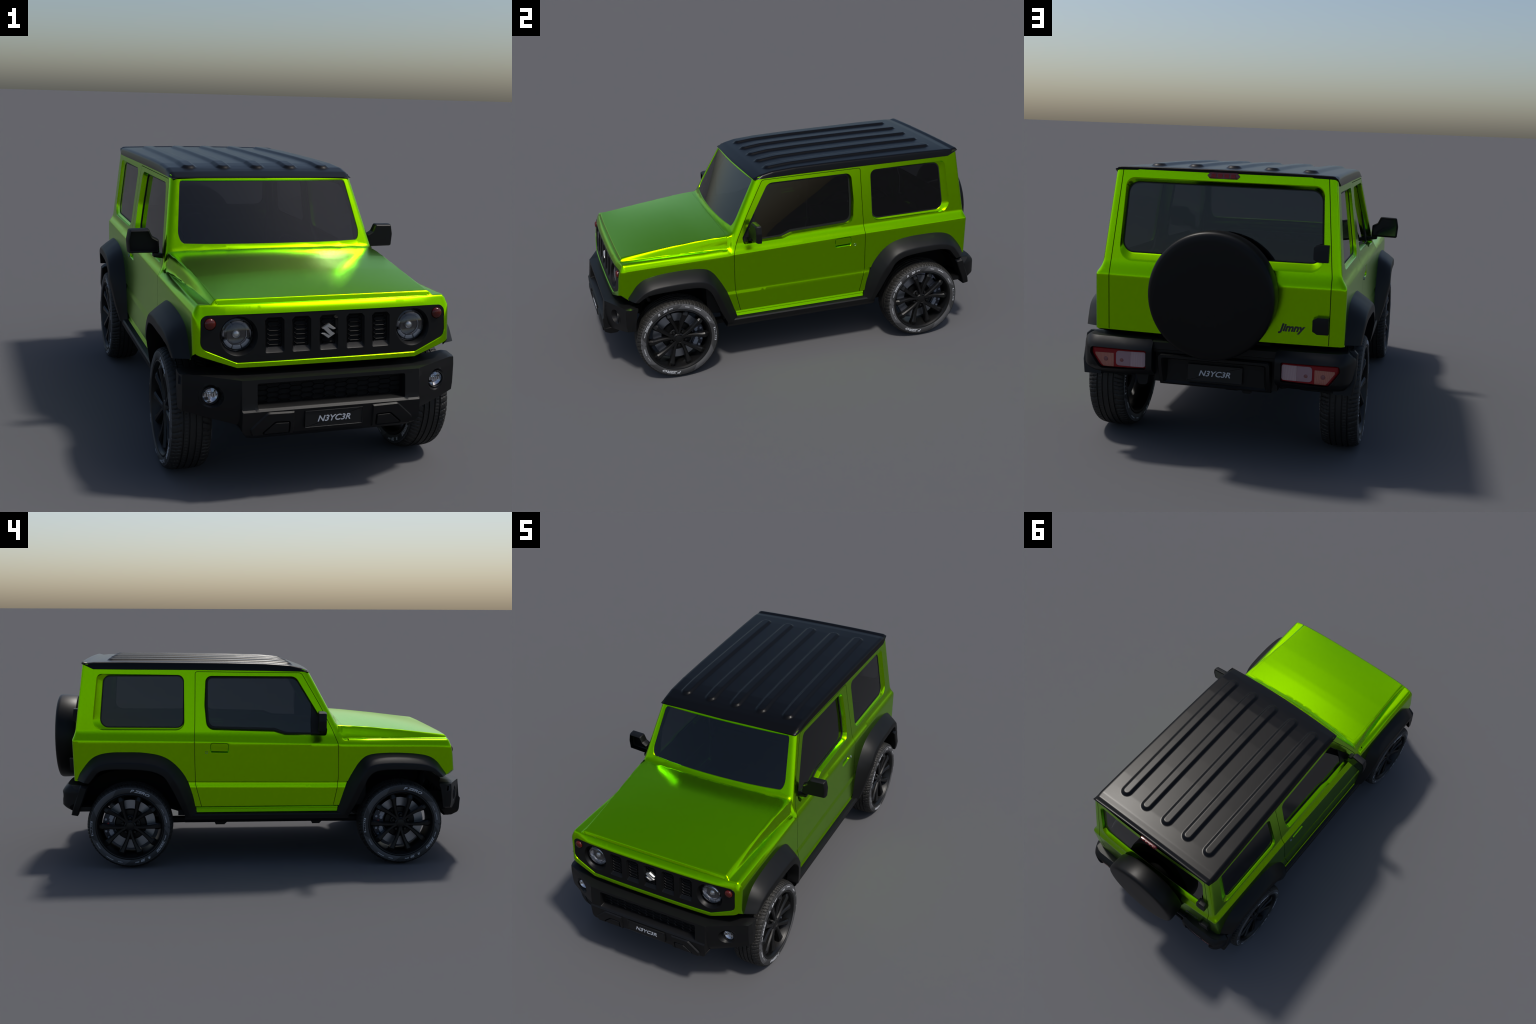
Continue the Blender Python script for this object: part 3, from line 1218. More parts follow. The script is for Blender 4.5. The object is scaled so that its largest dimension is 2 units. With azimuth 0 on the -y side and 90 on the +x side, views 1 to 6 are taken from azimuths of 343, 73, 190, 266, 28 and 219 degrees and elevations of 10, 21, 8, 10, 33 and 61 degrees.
for x in (.262, -.105):
    b = Build()
    prism(b, rounded([(x - .022, .262, .002), (x + .022, .262, .002), (x + .016, .222, .010), (x - .016, .222, .010)], 4, 1), 1, .845, .862)
    b.obj("tow_hook", UNDER)

# ------------------------------------------------------------------ grille panel with slots
def ygr(z, x=0.):
    return y_front(z, x) + .0030


def plate_map(q, d=0.):
    return np.stack([q[:, 0], ygr(q[:, 1], q[:, 0]) + d, q[:, 1]], 1)


def circle(cx, cz, r, n=48):
    t = np.linspace(0, 2 * math.pi, n, endpoint=False)
    return np.stack([cx + r * np.cos(t), cz + r * np.sin(t)], 1)


SLOT_X = [-.1765, -.0895, 0., .0895, .1765]
def slot_out(cx):
    c = [(-.031, .4480, .006), (-.031, .5470, .004), (-.022, .5565, .004), (.022, .5565, .004), (.031, .5470, .004), (.031, .4480, .006)]
    return rounded([(cx + x, z, r) for x, z, r in c], 4, 3)


def slot_in(cx):
    c = [(-.0245, .4640, .002), (-.0245, .5420, .003), (-.0185, .5480, .003), (.0185, .5480, .003), (.0245, .5420, .003), (.0245, .4640, .002)]
    return rounded([(cx + x, z, r) for x, z, r in c], 4, 3)


gp = offset_loop(grille, .0022)
holes = [slot_out(c) for c in SLOT_X] + [circle(s * .2895, .5035, .0600) for s in (1, -1)] + [circle(s * .3770, .5425, .0185, 32) for s in (1, -1)]
v_, t_ = triangulate(gp, holes, (), .012)
b = Build().add(plate_map(v_), t_)
b.add(*ring([plate_map(gp), plate_map(gp, .008)]))
for c in SLOT_X:
    so, si = slot_out(c), slot_in(c)
    b.add(*ring([plate_map(so + (si - so) * t, d) for t, d in ((0, 0), (.06, .0008), (.15, .002), (1, .0095), (1, .016))]))
for s in (1, -1):
    c0 = circle(s * .2895, .5035, 1)
    ctr = np.array((s * .2895, .5035))
    b.add(*ring([plate_map(ctr + (c0 - ctr) * r, d) for r, d in ((.0600, 0), (.0592, .0010), (.0520, .016), (.0510, .021), (.0504, .046))]))
    c0 = circle(s * .3770, .5425, 1, 32)
    ctr = np.array((s * .3770, .5425))
    b.add(*ring([plate_map(ctr + (c0 - ctr) * r, d) for r, d in ((.0185, 0), (.0178, .002), (.0175, .012))]))
gpo = b.obj("grille_panel", GLOSSB, angle=30)


def honeycomb(x0, x1, z0, z1, pw, ph, ymap, bar=.0016, deep=.007, cx=0., cz=0.):
    """stretched hexagon mesh; pw column pitch, ph row pitch"""
    b = Build()
    hw = pw * .667
    hexa = np.array([(-hw, 0), (-hw * .62, ph / 2), (hw * .62, ph / 2), (hw, 0), (hw * .62, -ph / 2), (-hw * .62, -ph / 2)])
    i0, i1 = int((x0 - cx) / pw) - 1, int((x1 - cx) / pw) + 1
    for i in range(i0, i1 + 1):
        for j in range(int((z0 - cz) / ph) - 1, int((z1 - cz) / ph) + 2):
            c = np.array((cx + i * pw * 1.08, cz + j * ph + (ph / 2 if i % 2 else 0)))
            if not (x0 - pw * .2 < c[0] < x1 + pw * .2 and z0 - ph * .4 < c[1] < z1 + ph * .4):
                continue
            o = c + hexa * 1.0
            inn_ = c + hexa * (1 - np.array((bar / hw * 1.5, bar / (ph / 2))))
            b.add(*ring([ymap(o, .0012), ymap(c + hexa * (1 - .35 * np.array((bar / hw * 1.5, bar / (ph / 2)))), 0), ymap(inn_, .0012), ymap(inn_, deep)]))
    return b


for c in SLOT_X:
    b = honeycomb(c - .024, c + .024, .462, .550, .0350, .0142, lambda q, d: plate_map(q, d + .0078), .0013, .006, cx=c, cz=.506)
    b.obj("grille_mesh", PLAST, parent=gpo, flat=True)
b = Build()
for c in SLOT_X:
    q = offset_loop(slot_in(c), -.002)
    v_, t_ = triangulate(q, (), (), .03)
    slab(b, plate_map(v_, .0130), t_, (0, .004, 0))
b.obj("grille_backing", LINER, parent=gpo, flat=True)

# emblem: an angular letter mark, the same turned half round
hf = [(-.0222, .0096), (.0010, .0243), (.0248, .0073), (.0185, .0040), (.0140, .0036), (.0095, .0052), (-.0062, .0146)]
em = np.array(hf + [(-x, -z) for x, z in hf])
b = Build()
ey = float(ygr(.505))
er = offset_loop(em, .0024)


def em_at(o, y):
    return np.stack([o[:, 0], np.full(len(o), y), o[:, 1] + .505], 1)


b.add(*ring([em_at(em, ey + .012), em_at(em, ey + .003), em_at(er, ey - .0015)]))
ev, et = triangulate(er, (), (), .05)
b.add(em_at(ev, ey - .0015), et)
eo = b.obj("emblem", SATINCH, parent=gpo, angle=15)

# headlamps, indicators
for s in (1, -1):
    ctr = np.array((s * .2895, float(ygr(.5035, .2895)), .5035))

    def turn(prof, n=48):
        v, f = lathe([(d, r) for r, d in prof], n, 'y')
        return v + ctr, f
    b = Build()
    b.add(*turn([(0.0504, .020), (0.0474, .026), (0.0403, .036), (0.0332, .040), (0.0326, .025), (0.0310, .023), (0.0296, .025), (0.0296, .038)]))
    hl = b.obj("headlamp", CHROME, angle=35)
    b = Build()
    b.add(*turn([(0.0296, .030), (0.0213, .033), (0.0000, .034)]))
    b.add(*turn([(0.0504, .0225), (0.0456, .0205), (0.0450, .0235), (0.0504, .0265)]))
    b.obj("projector_surround", DARKGL, parent=hl)
    b = Build()
    b.add(*turn([(0.0124, .032), (0.0119, .026), (0.0089, .022), (0.0047, .0202), (0.0000, .0197)]))
    b.obj("projector_lens", SATINCH, parent=hl)
    # lower light-guide blocks
    b = Build()
    for a0, a1, r0, r1 in ((205, 247, .0345, .0458), (251, 289, .0345, .0474), (293, 335, .0345, .0458)):
        t = np.radians(np.linspace(a0, a1, 9))
        lo_ = np.stack([r0 * np.cos(t), r0 * np.sin(t)], 1)
        hi_ = np.stack([r1 * np.cos(t), r1 * np.sin(t)], 1)
        o2 = np.vstack([lo_, hi_[::-1]]) + (ctr[0], ctr[2])
        prism(b, o2, 1, ctr[1] + .021, ctr[1] + .034)
    b.obj("light_guide", GUIDE, parent=hl, bevel=.001, angle=40, merge=0)
    # upper dark reflector blocks
    b = Build()
    for a0, a1 in ((20, 60), (66, 114), (120, 160)):
        t = np.radians(np.linspace(a0, a1, 9))
        o2 = np.vstack([np.stack([.0350 * np.cos(t), .0350 * np.sin(t)], 1), np.stack([.0452 * np.cos(t), .0452 * np.sin(t)], 1)[::-1]]) + (ctr[0], ctr[2])
        prism(b, o2, 1, ctr[1] + .023, ctr[1] + .034)
    b.obj("reflector_block", DARKGL, parent=hl, bevel=.001, angle=40, merge=0)
    b = Build()
    b.add(*turn([(0.0502, .0205), (0.0480, .0160), (0.0403, .0105), (0.0261, .0060), (0.0119, .0040), (0.0001, .0035),
                 (0.0001, .0049), (0.0119, .0054), (0.0261, .0075), (0.0403, .0120), (0.0474, .0172), (0.0492, .0215), (0.0502, .0205)]))
    b.obj("headlamp_lens", LENS, parent=hl, angle=50)
    ic = np.array((s * .3770, float(ygr(.5425, .377)), .5425))
    b = Build()
    v, f = lathe([(.008, .0178), (-.001, .0176), (-.004, .0165), (-.0070, .0125), (-.0085, .0065), (-.009, .0001)], 32, 'y')
    b.add(v + ic, f)
    b.obj("indicator_lamp", AMBER, angle=50)

# ------------------------------------------------------------------ front bumper
def yb_front(x, z):
    """front surface of the bumper: flat middle, swept-back ends, lower chin"""
    ax = np.abs(x)
    base = lerp(z, [.184, .212, .235, .285, .292, .379], [-.948, -.990, -.9935, -.9960, -.9890, -.9790])
    end = -.979 + (ax - .293) * .455
    end = end + lerp(z, [.235, .262, .30, .36, .385], [.020, .006, .0, .0, .003])
    e2 = -.9040 + (ax - .458) * 3.5
    y = np.where(ax < .293, base, np.maximum(end, np.where(ax > .458, e2, -2)))
    return y


FOG = (.377, .3265)
bump_r = [(.291, .3805), (.330, .3830), (.440, .3900), (.4640, .3860), (.4660, .330), (.4640, .276), (.440, .2700), (.3650, .2520), (.299, .2360), (.292, .2260), (.270, .1940), (.245, .1860)]
bo = dense(bump_r, .011)
bout = np.vstack([dense([(-.291, .3805), (.291, .3805)], .011)[:-1], bo, dense([(.245, .1860), (-.245, .1860)], .011)[1:-1], (bo * (-1, 1))[::-1][:-1]])
mesh_open = half([(.2440, .3690, .006), (.2440, .2915, .006)], 4, 10)
fogs = [circle(s * FOG[0], FOG[1], .0365, 40) for s in (1, -1)]
# lower skid pads: raised trapezoids with an inset facet
pad_o = rounded([(.1280, .2800, .003), (.2150, .2820, .016), (.2700, .2320, .012), (.2600, .2040, .004), (.1280, .2040, .002)], 4, 5)
pad_i = rounded([(.1440, .2480, .004), (.1900, .2500, .014), (.2330, .2130, .004), (.1440, .2130, .003)], 4, 5)


def bump_map(q, d=0.):
    return np.stack([q[:, 0], yb_front(q[:, 0], q[:, 1]) + d, q[:, 1]], 1)


bl_ = []
for s in (1, -1):
    bl_.append(dense([(s * .2925, .235), (s * .2925, .380)], .01))
    bl_.append(dense([(s * .2955, .238), (s * .2955, .380)], .01))
    bl_.append(dense([(s * .4575, .275), (s * .4575, .385)], .01))
    bl_.append(dense([(s * .300, .262), (s * .46, .300)], .01)[:3])
    bl_.append(np.vstack([offset_loop(pad_o, .004), offset_loop(pad_o, .004)[:1]]) * (s, 1))
    bl_.append(np.vstack([pad_o, pad_o[:1]]) * (s, 1))
    bl_.append(np.vstack([offset_loop(pad_i, -.003), offset_loop(pad_i, -.003)[:1]]) * (s, 1))
    bl_.append(np.vstack([pad_i, pad_i[:1]]) * (s, 1))
    bl_.append(np.vstack([offset_loop(pad_i, .003), offset_loop(pad_i, .003)[:1]]) * (s, 1))
for zz in (.212, .285, .2905):
    bl_.append(dense([(-.29, zz), (.29, zz)], .01))
bl_ = [s for l in bl_ for s in clip(l, bout)]
v_, t_ = triangulate(bout, [mesh_open] + fogs, bl_, .011)
relief = np.zeros(len(v_))
av = np.stack([np.abs(v_[:, 0]), v_[:, 1]], 1)
relief[in_poly(av, offset_loop(pad_o, .003))] -= .006
relief[in_poly(av, offset_loop(pad_i, -.002))] += .005
relief[in_poly(av, offset_loop(pad_i, .002))] -= .006
b = Build().add(bump_map(v_, relief), t_)
# top, ends and underside folded back
P = bump_map(bout)
back = P.copy()
ax = np.abs(P[:, 0])
back[:, 1] = np.where(P[:, 2] > .37, np.interp(ax, [0, .30, .43, .47], [-.892, -.892, -.850, -.842]), np.where((P[:, 2] < .275) & (ax > .295), P[:, 1] + .035, np.interp(P[:, 2], [.195, .235, .27, .37], [-.93, -.90, -.865, -.850])))
back[:, 2] += np.where(P[:, 2] > .37, np.interp(ax, [0, .291, .35, .47], [.006, .006, .010, .004]), 0)
mid1 = P + (back - P) * .04
b.add(*ring([P, mid1, back]))
# mesh opening reveal
mi = offset_loop(mesh_open, .006)
mi[:, 1] = np.where(mi[:, 1] < .31, mi[:, 1] + .003, mi[:, 1])
b.add(*ring([bump_map(mesh_open), bump_map(mesh_open + (mi - mesh_open) * .12, .002), bump_map(mi, .026), bump_map(mi, .034)]))
for s, fg in zip((1, -1), fogs):
    ctr = np.array((s * FOG[0], FOG[1]))
    L0 = bump_map(fg)
    yc = float(yb_front(np.array([ctr[0]]), np.array([ctr[1]]))[0])

    def lev(r, d):
        q = ctr + (fg - ctr) * (r / .0365)
        return np.stack([q[:, 0], np.full(len(q), yc + d), q[:, 1]], 1)
    b.add(*ring([L0, L0 * .85 + lev(.033, .004) * .15, lev(.0285, .010), lev(.0280, .006), lev(.0265, .005), lev(.0245, .007), lev(.0235, .020)]))
fb = b.obj("front_bumper", PLAST, merge=.0002, angle=24)
b = honeycomb(-.232, .232, .300, .364, .0345, .0158, lambda q, d: bump_map(q, d + .026), .0013, .006, cz=.331)
b.obj("bumper_mesh", PLAST, parent=fb, flat=True)
b = Build()
box(b, (-.25, -.955, .29), (.25, -.950, .372))
b.obj("mesh_backing", LINER, parent=fb, flat=True)
b = Build()
box(b, (-.30, -.805, .24), (.30, -.79, .46))
b.obj("bumper_backing", LINER, parent=fb, flat=True)
for s in (1, -1):
    yc = float(yb_front(np.array([.377]), np.array([.3265]))[0])
    ctr = np.array((s * FOG[0], yc, FOG[1]))
    b = Build()
    v, f = lathe([(.010, .0235), (.018, .018), (.024, .009), (.025, .0001)], 36, 'y')
    b.add(v + ctr, f)
    # faceted reflector bars
    for k in range(-2, 3):
        box(b, ctr + (k * .0075 - .0024, .014, -.006 if k else -.012), ctr + (k * .0075 + .0024, .022, .004))
    fo = b.obj("fog_lamp", CHROME, angle=25)
    b = Build()
    v, f = lathe([(.010, .0236), (.0075, .021), (.0055, .012), (.005, .0001), (.0065, .0001), (.007, .012), (.009, .020), (.0115, .0225), (.010, .0236)], 36, 'y')
    b.add(v + ctr, f)
    b.obj("fog_lamp_lens", LENS, parent=fo, angle=50)

# number plates
def plate(loc, w, h, flip, tilt=0.):
    b = Build()
    o2 = rounded([(-w / 2, -h / 2, .001), (w / 2, -h / 2, .001), (w / 2, h / 2, .001), (-w / 2, h / 2, .001)], 3, 2)
    o3 = offset_loop(o2, .0016)
    sgn = 1 if flip else -1

    def lev(o, y):
        return np.stack([o[:, 0], np.full(len(o), sgn * y), o[:, 1]], 1)
    b.add(*ring([lev(o2, -.004), lev(o2, .0018), lev(offset_loop(o2, .0008), .0024), lev(o3, .0020), lev(offset_loop(o2, .0022), .0008)]))
    q = offset_loop(o2, .0022)
    b.add(lev(q, .0008), [tuple(range(len(q)))])
    p = b.obj("number_plate", PLATEM, angle=30)
    p.location = loc
    p.rotation_euler = (tilt, 0, 0)
    v, f = text_mesh("N3YC3R", .026, .0008, .28, .108 * w / .190, .0004)
    t = Build()
    tv = np.stack([v[:, 0] * (-1 if flip else 1), sgn * (.0010 + v[:, 2]), v[:, 1]], 1)
    t.add(tv, f)
    to = t.obj("plate_lettering", WHITE, parent=p, merge=0, flat=True)
    return p


plate((0, -.9985, .2505), .190, .0535, False)

# ------------------------------------------------------------------ rear bumper
def yr_bump(x, z):
    """rear face of a bumper end: rounded in plan and in section"""
    ax = np.abs(x)
    y = .9400 - (np.clip(ax - .38, 0, 1) / .085) ** 3.6 * .066 - (np.clip(.30 - ax, 0, 1) / .095) ** 2 * .010
    y = y - (np.clip(z - .360, 0, 1) / .036) ** 1.5 * .027 - (np.clip(.300 - z, 0, 1) / .036) ** 1.5 * .052
    return y


wing = rounded([(.2090, .3935, .012), (.4420, .3960, .014), (.4690, .372, .022), (.4690, .320, .05), (.4300, .2640, .030), (.2090, .2640, .010)], 6, 10)
LAMP = [(.2270, .3600, .008), (.4230, .3620, .012), (.4245, .3380, .008), (.3860, .2860, .010), (.2280, .2910, .008)]
lamp = rounded(LAMP, 5, 8)


def wing_map(q, d=0.):
    return np.stack([q[:, 0], yr_bump(q[:, 0], q[:, 1]) - d, q[:, 1]], 1)


v_, t_ = triangulate(wing, [lamp], [np.vstack([offset_loop(wing, o), offset_loop(wing, o)[:1]]) for o in (.004, .009, .016)], .010)
b = Build().add(wing_map(v_), t_)
P = wing_map(wing)
back = P.copy()
back[:, 1] = np.interp(P[:, 2], [.264, .30, .39], [.868, .855, .835])
back[:, 1] = np.where(P[:, 0] < .215, .86, back[:, 1])
b.add(*ring([P, P + (back - P) * .05 + (0, 0, 0), back]))
li = offset_loop(lamp, .003)
b.add(*ring([wing_map(lamp), wing_map(offset_loop(lamp, .001), .001), wing_map(li, .012), wing_map(li, .028)]))
# the edge strip that continues the wheel-arch flare down the bumper end
st_ = [(.833, .396), (.852, .340), (.870, .290), (.880, .256)]
c_ = spline(st_, 14)
wd = np.linspace(.036, .030, 14)
L_ = []
for (yy, zz), w in zip(c_, wd):
    xo = .4705 - .010 * max(0, (.30 - zz) / .05) - (.012 if zz > .39 else 0)
    L_.append(np.array([(.40, yy + w * .5, zz), (xo - .004, yy + w * .5, zz), (xo, yy + w * .36, zz), (xo, yy - w * .40, zz - .004), (xo - .004, yy - w * .5, zz - .005), (.40, yy - w * .5, zz - .005)]))
v, f = ring(L_)
b.add(v, f + [tuple(range(6))[::-1], tuple(range(13 * 6, 14 * 6))])
# a small fairing closing the end below the strip
wing_b = b
full = wing_b.both()
# middle: step bar, plate recess and frame
mb = Build()
prof = [(.860, .392), (.905, .391), (.912, .387), (.912, .364), (.905, .361), (.905, .352)]
mb.add(*ring([np.array([(x, y, z) for y, z in prof]) for x in (-.212, .212)], closed=False))
fo_ = half([(.1930, .3500, .014), (.1930, .2380, .003)], 5, 10)
fi_ = half([(.1760, .3360, .006), (.1760, .2480, .003)], 5, 10)


def mid_map(q, y):
    """the frame leans in towards the bottom"""
    return np.stack([q[:, 0], y - np.clip((.34 - q[:, 1]) / .10, 0, 1) ** 1.5 * (.034 if y > .9 else .006 if y > .87 else 0), q[:, 1]], 1)


mb.add(*ring([mid_map(fo_, .86), mid_map(fo_, .916), mid_map(offset_loop(fo_, .003), .921), mid_map(offset_loop(fi_, -.003), .921), mid_map(fi_, .917), mid_map(offset_loop(fi_, .010), .885)]))
q = offset_loop(fi_, .010)
v_, t_ = triangulate(q, (), (), .03)
mb.add(mid_map(v_, .885), t_)
box(mb, (-.212, .84, .246), (.212, .884, .372))
box(mb, (-.44, .80, .268), (.44, .870, .290))
full.add(np.concatenate(mb.v), mb.f)
rbo = full.obj("rear_bumper", PLAST, merge=.0002, angle=28)
plate((0, .8935, .289), .190, .058, True, R(4))
# tail lamps: red body with fluted clear and amber windows
for s in (1, -1):
    g = (lambda b: b) if s > 0 else (lambda b: b.mirrored())
    o_ = offset_loop(lamp, .0028)
    v_, t_ = triangulate(o_, (), [np.vstack([offset_loop(o_, .004), offset_loop(o_, .004)[:1]])], .010)
    inside_ = in_poly(v_, offset_loop(o_, .0035))
    b = slab(Build(), wing_map(v_, np.where(inside_, .0105, .0140)), t_, (0, -.010, 0))
    tl = g(b).obj("tail_lamp", REDD, angle=40)
    for nm, ol, mt in (("reversing_lens", rounded([(.2320, .3510, .007), (.2830, .3510, .001), (.2830, .3010, .001), (.2320, .3000, .008)], 5, 4), PINK),
                       ("clear_lens", rounded([(.2835, .3510, .001), (.3330, .3510, .010), (.3330, .3050, .010), (.3230, .3010, .003), (.2835, .3010, .001)], 5, 4), PINK2),
                       ("amber_lens", rounded([(.3410, .3420, .002), (.4080, .3410, .004), (.4060, .3330, .004), (.3780, .2950, .005), (.3410, .2950, .002)], 5, 4), PEACH)):
        v_, t_ = triangulate(ol, (), (), .012)
        ins = in_poly(v_, offset_loop(ol, .001))
        b = slab(Build(), wing_map(v_, np.where(ins, .0085, .0095)), t_, (0, -.003, 0))
        g(b).obj(nm, mt, parent=tl, angle=40)
    # bulbs seen behind the lenses
    b = Build()
    for cx, cz, rr__ in ((.3130, .3200, .0065), (.3690, .3210, .0080)):
        v, f = lathe([(.0026, .0001), (.0024, rr__ * .5), (.0016, rr__ * .85), (.0, rr__)], 20, 'y')
        b.add(v + (cx, float(yr_bump(np.array([cx]), np.array([cz]))[0]) - .0088, cz), f)
    g(b).obj("bulb_reflector", BULB, parent=tl)

# high brake lamp
def at_rear(q, d=0.):
    P = np.stack([q[:, 0], y_rear(q[:, 1]) + rear_bow(q[:, 0]) - d, q[:, 1]], 1)
    return P


o_ = rounded([(.0560, .9480, .003), (.0460, .9580, .003), (-.0460, .9580, .003), (-.0560, .9480, .003), (-.0460, .9380, .003), (.0460, .9380, .003)], 4, 3)
v_, t_ = triangulate(o_, (), (), .02)
b = slab(Build(), at_rear(v_, -.004), t_, (0, -.01, 0))
bl2 = b.obj("brake_lamp", material("dark_red_lens", (.10, .010, .012), .15, 0., .6), parent=tg, bevel=.0015, angle=50)
b = Build()
for k in range(4):
    cx = -.0330 + k * .022
    q = rounded([(cx - .008, .942, .002), (cx + .008, .942, .002), (cx + .008, .954, .002), (cx - .008, .954, .002)], 3, 2)
    v_, t_ = triangulate(q, (), (), .02)
    slab(b, at_rear(v_, -.0055), t_, (0, -.003, 0))
b.obj("brake_lamp_cell", REDD, parent=bl2)

# tailgate hinges and badge
for zc, xa, xb_ in ((.7145, -.3150, -.3640), (.4810, -.3240, -.3765)):
    o_ = rounded([(xb_, zc - .0275, .001), (xb_, zc + .0275, .001), (xa - .016, zc + .0285, .004), (xa, zc + .020, .004), (xa, zc - .018, .004), (xa - .016, zc - .0275, .004)], 4, 2)
    v_, t_ = triangulate(o_, (), (), .02)
    b = slab(Build(), at_rear(v_, -.020), t_, (0, -.030, 0))
    b.obj("tailgate_hinge", PLAST, parent=tg, bevel=.003, angle=40)
v, f = text_mesh("Jimny", .034, .0010, .30, .090, .0015)
b = Build()
b.add(np.stack([-v[:, 0] - .2545, y_rear(v[:, 1] + .463) + rear_bow(-v[:, 0] - .2545) + .0008 + v[:, 2], v[:, 1] + .463], 1), f)
b.obj("model_badge", BADGE, parent=tg, merge=0, flat=True)

# ------------------------------------------------------------------ spare wheel cover
b = Build()
v, f = lathe([(.900, .150), (.898, .194), (.902, .2030), (.912, .2065), (.955, .2095), (.978, .2100), (.989, .2085), (.9955, .2040), (.9985, .1960), (1.0, .180), (1.0, .09), (1.0, .0001)], 128, 'y')
b.add(v + (-.003, 0, .5685), f)
sw = b.obj("spare_wheel_cover", material("spare_cover_vinyl", (.0022, .0022, .0023), .42, 0., .22, grain=(500, .05)), angle=40)
b = Build()
tube(b, (-.003, .84, .5685), (-.003, .915, .5685), .07, 32)
box(b, (-.05, .86, .44), (.05, .905, .52))
b.obj("spare_wheel_carrier", UNDER, parent=sw, angle=30)

# ------------------------------------------------------------------ mirrors
mo = [(.5170, .7365, .008), (.4460, .7385, .008), (.4330, .7110, .006), (.4100, .6985, .006), (.4065, .6490, .006), (.5205, .6490, .008), (.5245, .6980, .03)]
for s in (1, -1):
    o_ = rounded(mo, 5, 3)
    o1, o2 = offset_loop(o_, .004), offset_loop(o_, .007)
    b = Build()

    def lev(o, y):
        return np.stack([o[:, 0], np.full(len(o), y), o[:, 1]], 1)
    tw = lambda P: P + np.stack([0 * P[:, 0], (P[:, 0] - .465) * .10, 0 * P[:, 0]], 1)
    b.add(*ring([tw(lev(o1, -.2445)), tw(lev(o_, -.247)), tw(lev(offset_loop(o_, .001), -.268)), tw(lev(offset_loop(o_, .004), -.278)), tw(lev(o2, -.2825))]))
    n = len(o_)
    b.add(tw(lev(o2, -.2825)), [tuple(range(n))])
    b.add(tw(lev(o1, -.2445)), [tuple(range(n))[::-1]])
    if s < 0:
        b = b.mirrored()
    mr = b.obj("door_mirror", PLAST, angle=28)
    mr.location = (0, -.070 if s > 0 else -.012, 0)
    mr.scale = (1, .73 if s > 0 else 1, 1)
    b = Build()
    q = rounded([(.3800, .6280, .003), (.4320, .6365, .003), (.4320, .6520, .003), (.3800, .6450, .003)], 3, 2)
    prism(b, q, 1, -.286, -.258)
    box(b, (.3760, -.300, .6230), (.3900, -.262, .648))
    if s < 0:
        b = b.mirrored()
    b.obj("mirror_arm", PLAST, parent=mr, bevel=.003, angle=40)
    gi = offset_loop(o_, .008)
    b = Build()
    b.add(tw(lev(gi, -.2438)), [tuple(range(len(gi)))])
    if s < 0:
        b = b.mirrored()
    b.obj("mirror_glass", DARKGL, parent=mr, merge=0)

# ------------------------------------------------------------------ wheels (local frame: axle along +x, outside at +x)
RT = .2005
half_prof = [(.0000, RT), (.0080, RT), (.0086, RT - .004), (.0124, RT - .004), (.0130, RT), (.0270, RT - .0004), (.0276, RT - .0045), (.0314, RT - .0045), (.0320, RT - .0006),
             (.0440, RT - .0018), (.0520, RT - .0040), (.0580, RT - .0070), (.0625, RT - .0110), (.0655, .1820), (.0672, .1760), (.0675, .1700), (.0665, .1640), (.0650, .1600), (.0630, .1580), (.0600, .1560), (.0560, .1500)]
prof = [(-a, r) for a, r in half_prof[::-1]] + half_prof[1:]
prof = np.array(dense(prof, .004))
NA = 420
tv, tf = lathe(prof, NA)
tv = tv.reshape(NA, -1, 3)
ang = np.linspace(0, 2 * math.pi, NA, endpoint=False)
pr = prof[:, 1]
for i, a in enumerate(ang):
    x = prof[:, 0]
    # shoulder blocks: slanted sipes every few degrees, finer ones in the ribs
    ph = (a * 70 / (2 * math.pi) + np.abs(x) * 14 + .35 * np.sin(9 * a)) % 1
    cut = np.where((np.abs(x) > .034) & (pr > .1845), np.where(ph < .26, .0028, 0), 0)
    ph2 = (a * 105 / (2 * math.pi) - x * 20) % 1
    cut = np.maximum(cut, np.where((np.abs(x) > .0135) & (np.abs(x) < .0265), np.where(ph2 < .2, .0016, 0), 0))
    k = (pr - cut) / pr
    tv[i, :, 1:] *= k[:, None]
tb = Build().add(tv.reshape(-1, 3), tf)


def side_x(r):
    hp = np.array(half_prof[11:19])
    return np.interp(r, hp[::-1, 1], hp[::-1, 0])


def arc_text(b, body, size, theta, r0, width, shear=.3, bold=.0004, cut=None):
    v, f = text_mesh(body, size, .0006, shear, width, bold)
    th = R(theta) - v[:, 0] / r0
    r = r0 + v[:, 1]
    b.add(np.stack([side_x(r) + .0002 + v[:, 2], r * np.cos(th), r * np.sin(th)], 1), f)


def arc_bar(b, t0, t1, r0, r1, h=.0006):
    t = np.radians(np.linspace(t0, t1, 12))
    L = []
    for r in np.linspace(r0, r1, 7):
        L.append(np.stack([np.full(12, side_x(r) + h), r * np.cos(t), r * np.sin(t)], 1))
    b.add(*ring(L, closed=False))


letters = Build()
arc_text(letters, "P ZERO", .0165, -107, .1720, .094, .35, .0007)
arc_text(letters, "255/35", .0145, 146, .1725, .066, .35, .0006)
arc_text(letters, "R", .0135, 121, .1725, .013, .35, .0006)
arc_text(letters, "20", .0145, 110, .1725, .023, .35, .0006)
arc_text(letters, "97Y", .0085, 100, .1725, .022, .3, .0003)
arc_bar(letters, 51, 63, .1755, .1790)
arc_text(letters, "XL TREADWEAR", .0065, -168, .1720, .036, .2, .0002)
arc_text(letters, "ROTATION", .0055, -204 + 360, .1800, .001, .2, .0)
arc_text(letters, "TUBELESS", .0060, 74, .1745, .022, .2, .0002)
arc_text(letters, "EXTRA LOAD", .0062, 31, .1725, .030, .2, .0002)
arc_text(letters, "MADE 2019", .0062, -190 + 360 - 8, .1722, .024, .2, .0002)
arc_bar(letters, -158, -150, .1700, .1714)
arc_bar(letters, -9.5, 13, .1740, .1830)
dark = Build()
